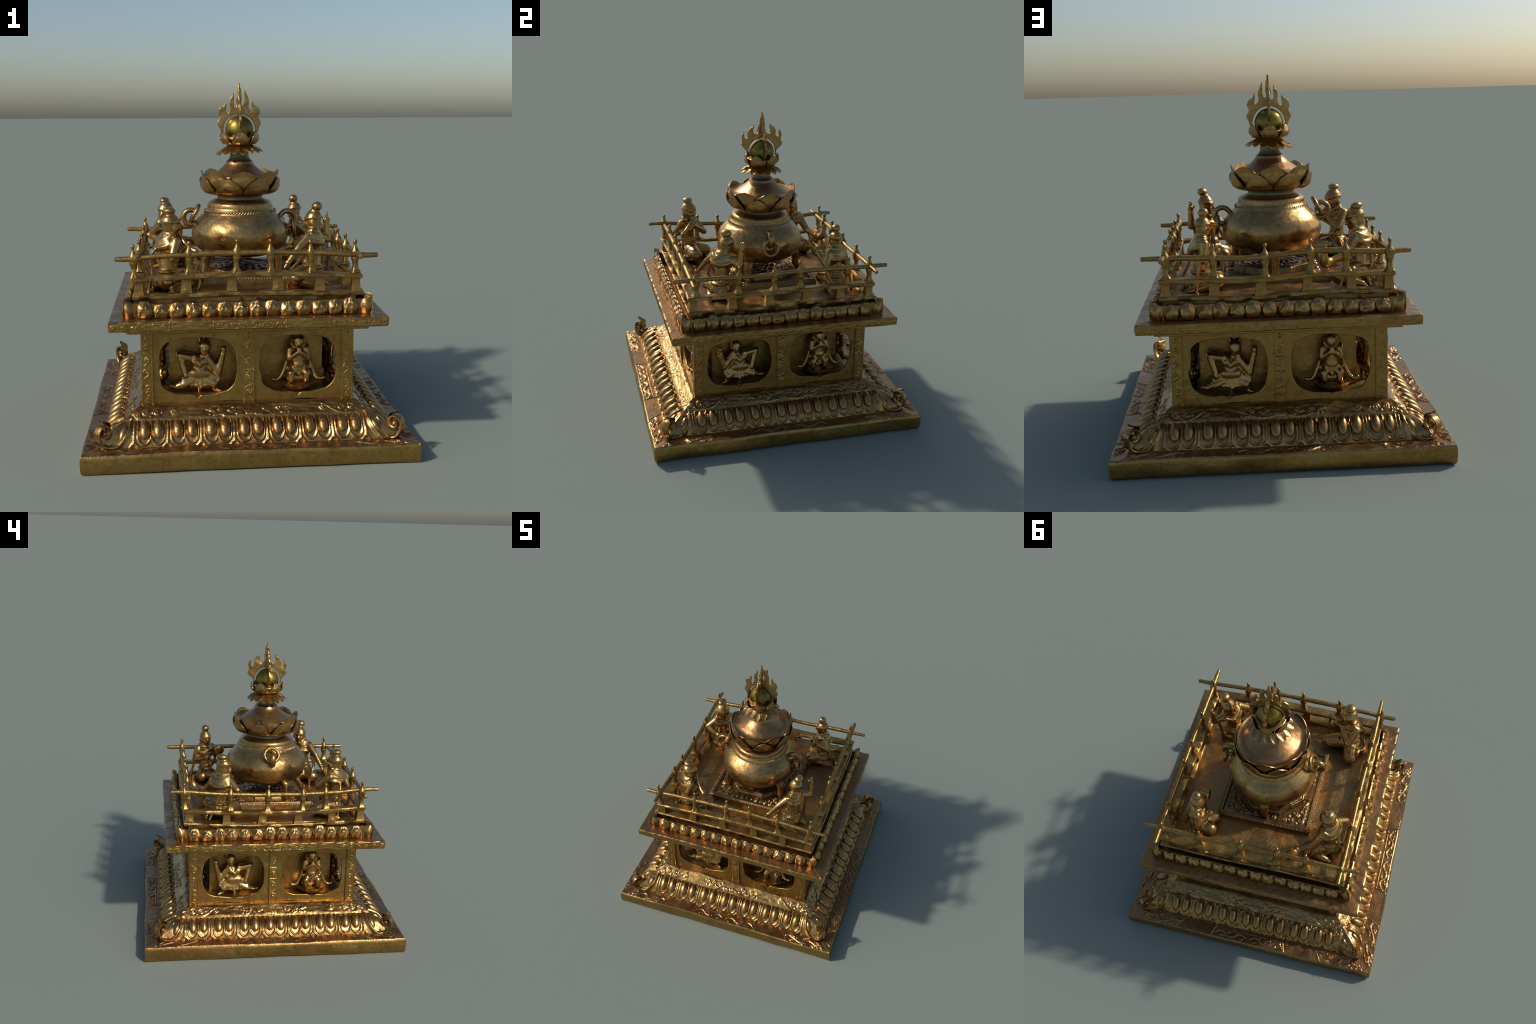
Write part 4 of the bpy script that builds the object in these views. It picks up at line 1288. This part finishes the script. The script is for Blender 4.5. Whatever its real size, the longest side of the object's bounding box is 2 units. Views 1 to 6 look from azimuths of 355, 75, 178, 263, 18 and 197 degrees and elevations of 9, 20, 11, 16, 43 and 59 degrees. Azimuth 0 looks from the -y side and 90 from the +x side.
def build_attendants():
    # piper: both forearms raised to a long horn
    pr = kneeling((-0.432, -0.440, 0.935), (-0.428, -0.438, 1.118), (-0.406, -0.432, 1.222), (-0.414, -0.440, 1.303), (0.80, 0.58, -0.05),
                  [((-0.472, -0.392, 1.140), (-0.428, -0.322, 1.055), (-0.368, -0.404, 1.118), "fist"),
                   ((-0.380, -0.492, 1.140), (-0.402, -0.530, 1.060), (-0.335, -0.445, 1.105), "fist")],
                  [(-0.450, -0.315, 0.905), (-0.275, -0.405, 0.925)], [(-0.52, -0.43, 0.868), (-0.40, -0.50, 0.868)], bun_r=(0.035, 0.035, 0.020), hs=1.18)
    P = catmull([(-0.372, -0.402, 1.192), (-0.345, -0.435, 1.145), (-0.312, -0.470, 1.105), (-0.275, -0.500, 1.088)], 4)
    rr = np.linspace(0.009, 0.019, len(P))
    pr += [("horn", "cap", P[i], P[i + 1], rr[i], rr[i + 1]) for i in range(len(P) - 1)]
    pr += ribbon_prims("ribbon", [(-0.49, -0.46, 1.10), (-0.522, -0.455, 1.05), (-0.512, -0.450, 0.99), (-0.520, -0.45, 0.93), (-0.535, -0.445, 0.86)], 0.0085)
    pr += ribbon_prims("ribbon#2", [(-0.29, -0.50, 1.07), (-0.265, -0.505, 1.02), (-0.275, -0.50, 0.97), (-0.255, -0.505, 0.92), (-0.27, -0.51, 0.86)], 0.0085)
    fuse("kneeling_figure", pr, M_FIG)
    # dancer: one arm flung low, the other raised with open palm
    pr = kneeling((0.385, -0.365, 0.930), (0.388, -0.345, 1.118), (0.390, -0.322, 1.224), (0.412, -0.330, 1.308), (-0.93, 0.30, -0.08),
                  [((0.350, -0.398, 1.140), (0.292, -0.436, 1.085), (0.240, -0.465, 1.022), "reach"),
                   ((0.425, -0.292, 1.130), (0.485, -0.257, 1.108), (0.484, -0.247, 1.200), "open")],
                  [(0.285, -0.415, 0.915), (0.300, -0.290, 0.915)], [(0.42, -0.44, 0.868), (0.45, -0.32, 0.868)], bun_r=(0.036, 0.031, 0.026), hs=1.08, bs=1.05)
    pr += ribbon_prims("ribbon", [(0.47, -0.27, 1.10), (0.462, -0.282, 1.04), (0.455, -0.287, 0.97), (0.452, -0.29, 0.90), (0.455, -0.285, 0.855)], 0.010)
    pr += ribbon_prims("ribbon#2", [(0.33, -0.41, 1.08), (0.295, -0.425, 1.01), (0.262, -0.41, 0.965), (0.25, -0.39, 0.90), (0.24, -0.385, 0.86)], 0.011)
    fuse("kneeling_figure", pr, M_FIG)
    # drummer: disc in one hand, ball-headed beater in the other
    pr = kneeling((0.402, 0.412, 0.925), (0.398, 0.412, 1.098), (0.381, 0.413, 1.203), (0.378, 0.415, 1.281), (-0.92, -0.35, -0.06),
                  [((0.378, 0.470, 1.120), (0.382, 0.492, 1.038), (0.325, 0.412, 1.060), "fist"),
                   ((0.425, 0.352, 1.120), (0.458, 0.332, 1.055), (0.395, 0.296, 1.110), "fist")],
                  [(0.318, 0.440, 0.915), (0.320, 0.352, 0.920)], [(0.46, 0.47, 0.868), (0.47, 0.37, 0.868)], bun_r=(0.030, 0.030, 0.027), hs=1.0)
    pr += [("drum", "cap", (0.395, 0.318, 1.122), (0.365, 0.314, 1.119), 0.016, 0.020), ("drum", "ell", (0.352, 0.311, 1.117), (0.015, 0.042, 0.040)),
           ("beater", "ell", (0.316, 0.405, 1.070), (0.027, 0.027, 0.026), None)]
    pr += ribbon_prims("ribbon", [(0.40, 0.495, 1.03), (0.415, 0.505, 0.97), (0.42, 0.52, 0.915), (0.425, 0.522, 0.87), (0.41, 0.54, 0.85)], 0.0095)
    pr += ribbon_prims("ribbon#2", [(0.46, 0.33, 1.03), (0.485, 0.345, 0.97), (0.505, 0.37, 0.93), (0.50, 0.40, 0.88), (0.53, 0.41, 0.85)], 0.0095)
    fuse("kneeling_figure", pr, M_FIG)
    # conch bearer: bowed, one elbow cocked, the other arm out with the shell
    pr = kneeling((-0.462, 0.365, 0.930), (-0.462, 0.352, 1.102), (-0.443, 0.338, 1.206), (-0.449, 0.354, 1.284), (0.86, -0.42, -0.25),
                  [((-0.492, 0.300, 1.120), (-0.545, 0.257, 1.078), (-0.452, 0.232, 1.040), "fist"),
                   ((-0.428, 0.412, 1.110), (-0.372, 0.452, 1.030), (-0.292, 0.492, 1.012), "fist")],
                  [(-0.345, 0.430, 0.915), (-0.415, 0.262, 0.915)], [(-0.46, 0.455, 0.868), (-0.52, 0.33, 0.868)], bun_r=(0.040, 0.032, 0.022), hs=1.2, bs=1.1)
    conch = catmull([(-0.292, 0.490, 1.000), (-0.268, 0.515, 1.000), (-0.252, 0.535, 1.020), (-0.252, 0.545, 1.060), (-0.262, 0.535, 1.105)], 3)
    cr = np.interp(np.linspace(0, 1, len(conch)), (0, 0.35, 0.6, 1), (0.016, 0.030, 0.026, 0.004))
    pr += [("conch", "cap", conch[i], conch[i + 1], cr[i], cr[i + 1]) for i in range(len(conch) - 1)]
    pr += ribbon_prims("ribbon", [(-0.50, 0.33, 1.06), (-0.525, 0.375, 1.02), (-0.522, 0.40, 0.96), (-0.50, 0.42, 0.90), (-0.51, 0.44, 0.855)], 0.010)
    pr += ribbon_prims("ribbon#2", [(-0.40, 0.44, 1.05), (-0.375, 0.475, 0.98), (-0.36, 0.48, 0.92), (-0.33, 0.50, 0.86)], 0.010)
    fuse("kneeling_figure", pr, M_FIG)

# niche figures are laid out in panel coordinates (x right, y out = -depth, z up)
def niche_dancer(k):
    y = -0.487
    v = lambda x, z, d=0.0: vec(x, y - d, z)
    pr = [("torso", "ell", v(-0.262, 0.462), (0.046, 0.030, 0.045)), ("torso", "cap", v(-0.262, 0.45), v(-0.262, 0.395), 0.034, 0.036),
          ("torso", "ell", v(-0.287, 0.475, 0.018), (0.022, 0.018, 0.018)), ("torso", "ell", v(-0.236, 0.475, 0.018), (0.022, 0.018, 0.018)),
          ("neck", "cap", v(-0.250, 0.49), v(-0.240, 0.52), 0.018, 0.017),
          ("head", "ell", v(-0.236, 0.556, 0.004), (0.036, 0.037, 0.045)), ("head", "cap", v(-0.236, 0.556, 0.036), v(-0.237, 0.543, 0.040), 0.005, 0.007),
          ("head", "cap", v(-0.250, 0.568, 0.030), v(-0.222, 0.568, 0.030), 0.006, 0.006), ("head", "ell", v(-0.238, 0.526, 0.016), (0.018, 0.018, 0.014)),
          ("crown", "cap", v(-0.252, 0.582), v(-0.272, 0.618), 0.016, 0.006), ("crown", "cap", v(-0.220, 0.582), v(-0.200, 0.612), 0.016, 0.006), ("crown", "cap", v(-0.236, 0.585), v(-0.236, 0.620), 0.018, 0.010),
          # bent arm on the hip
          ("arm", "cap", v(-0.297, 0.492), v(-0.372, 0.508), 0.025, 0.022), ("arm", "cap", v(-0.372, 0.508), v(-0.345, 0.415, 0.02), 0.021, 0.017), ("hand", "ell", v(-0.340, 0.402, 0.024), (0.017, 0.017, 0.019)),
          ("sleeve", "cap", v(-0.372, 0.508), v(-0.388, 0.528, -0.01), 0.018, 0.005),
          # raised arm
          ("arm#2", "cap", v(-0.222, 0.490), v(-0.160, 0.410, 0.01), 0.024, 0.020), ("arm#2", "cap", v(-0.160, 0.410, 0.01), v(-0.134, 0.515, 0.012), 0.020, 0.017), ("hand#2", "ell", v(-0.130, 0.540, 0.014), (0.017, 0.016, 0.022)),
          ("sleeve#2", "cap", v(-0.175, 0.45), v(-0.165, 0.388, 0.0), 0.017, 0.005),
          # legs in a wide step
          ("leg", "cap", v(-0.285, 0.375), v(-0.350, 0.350, 0.02), 0.036, 0.026), ("leg", "cap", v(-0.350, 0.350, 0.02), v(-0.392, 0.335, 0.015), 0.024, 0.017), ("foot", "cap", v(-0.392, 0.332, 0.016), v(-0.424, 0.345, 0.03), 0.016, 0.007),
          ("leg#2", "cap", v(-0.235, 0.375), v(-0.185, 0.350, 0.02), 0.036, 0.026), ("leg#2", "cap", v(-0.185, 0.350, 0.02), v(-0.182, 0.318, 0.015), 0.022, 0.016), ("foot#2", "cap", v(-0.182, 0.316, 0.014), v(-0.148, 0.308, 0.035), 0.015, 0.009),
          ("support", "cap", v(-0.264, 0.345), v(-0.266, 0.294), 0.017, 0.012)]
    for q in range(9):
        f = q / 8
        x0, x1 = -0.295 + 0.066 * f, -0.352 + 0.190 * f
        z1 = 0.334 + 0.034 * abs(2 * f - 1) ** 1.6 + (0.006 if q % 2 else 0.0)
        pr.append(("skirt", "cap", v(x0, 0.405, 0.008), v(x1, z1 + 0.012, 0.030 - 0.012 * abs(2 * f - 1)), 0.021, 0.0135))
        pr.append(("skirt", "ell", v(x1, z1, 0.036 - 0.012 * abs(2 * f - 1)), (0.0125, 0.011, 0.009)))
    pr += [("skirt", "cap", v(-0.292, 0.410, 0.006), v(-0.232, 0.410, 0.006), 0.034, 0.034), ("skirt", "cap", v(-0.292, 0.418, 0.030), v(-0.232, 0.418, 0.030), 0.010, 0.010)]
    for s in (-1, 1):
        pr.append(("scarf", "cap", v(-0.256 + s * 0.038, 0.508, 0.010), v(-0.262, 0.458, 0.034), 0.011, 0.009))
    M = Matrix.Rotation(k * math.pi / 2, 4, 'Z')
    if k % 2:      # east and west sides carry the mirrored pose
        M = M @ Matrix.Translation((-0.262 * 2, 0, 0)) @ Matrix.Diagonal((-1, 1, 1, 1))
    fuse("dancing_figure", pr, M_FIG, voxel=0.0046, smooth=2, M=M)

def niche_adorer(k):
    y = -0.492
    cx = 0.285
    v = lambda x, z, d=0.0: vec(cx + x, y - d, z)
    pr = [("torso", "cap", v(0, 0.42), v(0, 0.50), 0.042, 0.040), ("torso", "ell", v(0, 0.448, 0.020), (0.034, 0.026, 0.022)),
          ("neck", "cap", v(0, 0.52), v(0, 0.55), 0.019, 0.018),
          ("head", "ell", v(0, 0.575, 0.006), (0.032, 0.033, 0.040)), ("head", "cap", v(0, 0.575, 0.036), v(0, 0.562, 0.039), 0.0045, 0.0065), ("head", "cap", v(-0.012, 0.584, 0.030), v(0.012, 0.584, 0.030), 0.005, 0.005),
          ("crown", "cap", v(-0.014, 0.598), v(-0.024, 0.626), 0.013, 0.006), ("crown", "cap", v(0.014, 0.598), v(0.024, 0.626), 0.013, 0.006), ("crown", "cap", v(0, 0.60), v(0, 0.632), 0.015, 0.009)]
    for s in (-1, 1):
        nm = "arm" if s < 0 else "arm#2"
        sx = s
        pr += [(nm, "cap", v(sx * 0.045, 0.528), v(sx * 0.052, 0.482, 0.012), 0.023, 0.019), (nm, "cap", v(sx * 0.052, 0.480, 0.014), v(sx * 0.010, 0.520, 0.045), 0.016, 0.012),
               ("hands", "cap", v(sx * 0.006, 0.518, 0.047), v(sx * 0.003, 0.545, 0.046), 0.010, 0.006),
               ("leg" if s < 0 else "leg#2", "cap", v(sx * 0.028, 0.425), v(sx * 0.043, 0.398, 0.030), 0.025, 0.023),
               ("leg" if s < 0 else "leg#2", "cap", v(sx * 0.043, 0.392, 0.032), v(sx * 0.041, 0.360, 0.034), 0.021, 0.018),
               ("hair", "cap", v(sx * 0.024, 0.585, -0.008), v(sx * 0.038, 0.535, -0.012), 0.016, 0.012)]
        pr += ribbon_prims("scarf" if s < 0 else "scarf#2", [v(sx * 0.055, 0.545, -0.005), v(sx * 0.060, 0.49, -0.002), v(sx * 0.072, 0.43, 0.0), v(sx * 0.096, 0.375, 0.006), v(sx * 0.122, 0.358, 0.008), v(sx * 0.142, 0.362, 0.01)], 0.011)
    pr += [("skirt", "cap", v(-0.03, 0.412), v(0.03, 0.412), 0.032, 0.032), ("skirt", "cap", v(0, 0.412, 0.02), v(0, 0.392, 0.034), 0.016, 0.010), ("skirt", "cap", v(-0.04, 0.36, -0.02), v(0.04, 0.36, -0.02), 0.030, 0.030), ("skirt", "cap", v(-0.030, 0.432, 0.024), v(0.030, 0.432, 0.024), 0.010, 0.010)]
    M = Matrix.Rotation(k * math.pi / 2, 4, 'Z')
    e = fuse("praying_figure", pr, M_FIG, voxel=0.0046, smooth=2, M=M)
    # lotus seat: shallow dish with petalled rim
    g = Geo()
    for sx, sy, z0, h_, rim in ((0.110, 0.074, 0.314, 0.036, 0.010),):
        Vs = []
        nr, ns = 12, 56
        for j in range(nr):
            b = j / (nr - 1)
            rad = 0.42 + 0.58 * math.sin(b * math.pi / 2) ** 0.8 if b < 0.72 else 1.0 - 0.9 * (b - 0.72) / 0.28
            z = z0 - 0.014 + (h_ + 0.014) * min(1, b / 0.72) - (0.008 if b > 0.78 else 0)
            for i in range(ns):
                a = TAU * i / ns
                sc = 1 + 0.045 * abs(math.sin(a * 7)) * (0.3 < b < 0.8)
                Vs.append((cx + sx * rad * sc * math.cos(a), y - 0.012 + sy * rad * sc * math.sin(a), z))
        F = grid_faces(nr, ns, wrap_v=True)
        F = [f[::-1] for f in F] + [tuple(range(ns))[::-1], tuple(range((nr - 1) * ns, nr * ns))]
        g.add(rot_k(np.array(Vs), k), F)
    g.add(rot_k(capsule((cx, y, 0.32), (cx, y, 0.292), 0.03, 0.036)[0], k), capsule((cx, y, 0.32), (cx, y, 0.292), 0.03, 0.036)[1])
    make("lotus_seat", g, M_FIG, parent=e, angle=50)

# --------------------------------------------------------------------------
build_slab()
build_band()
build_slope()
build_storey()
for side in range(4):
    niche_dancer(side)
    niche_adorer(side)
build_cornice()
build_buds()
build_deck()
build_railing()
build_tray()
build_cauldron()
build_lid()
build_attendants()
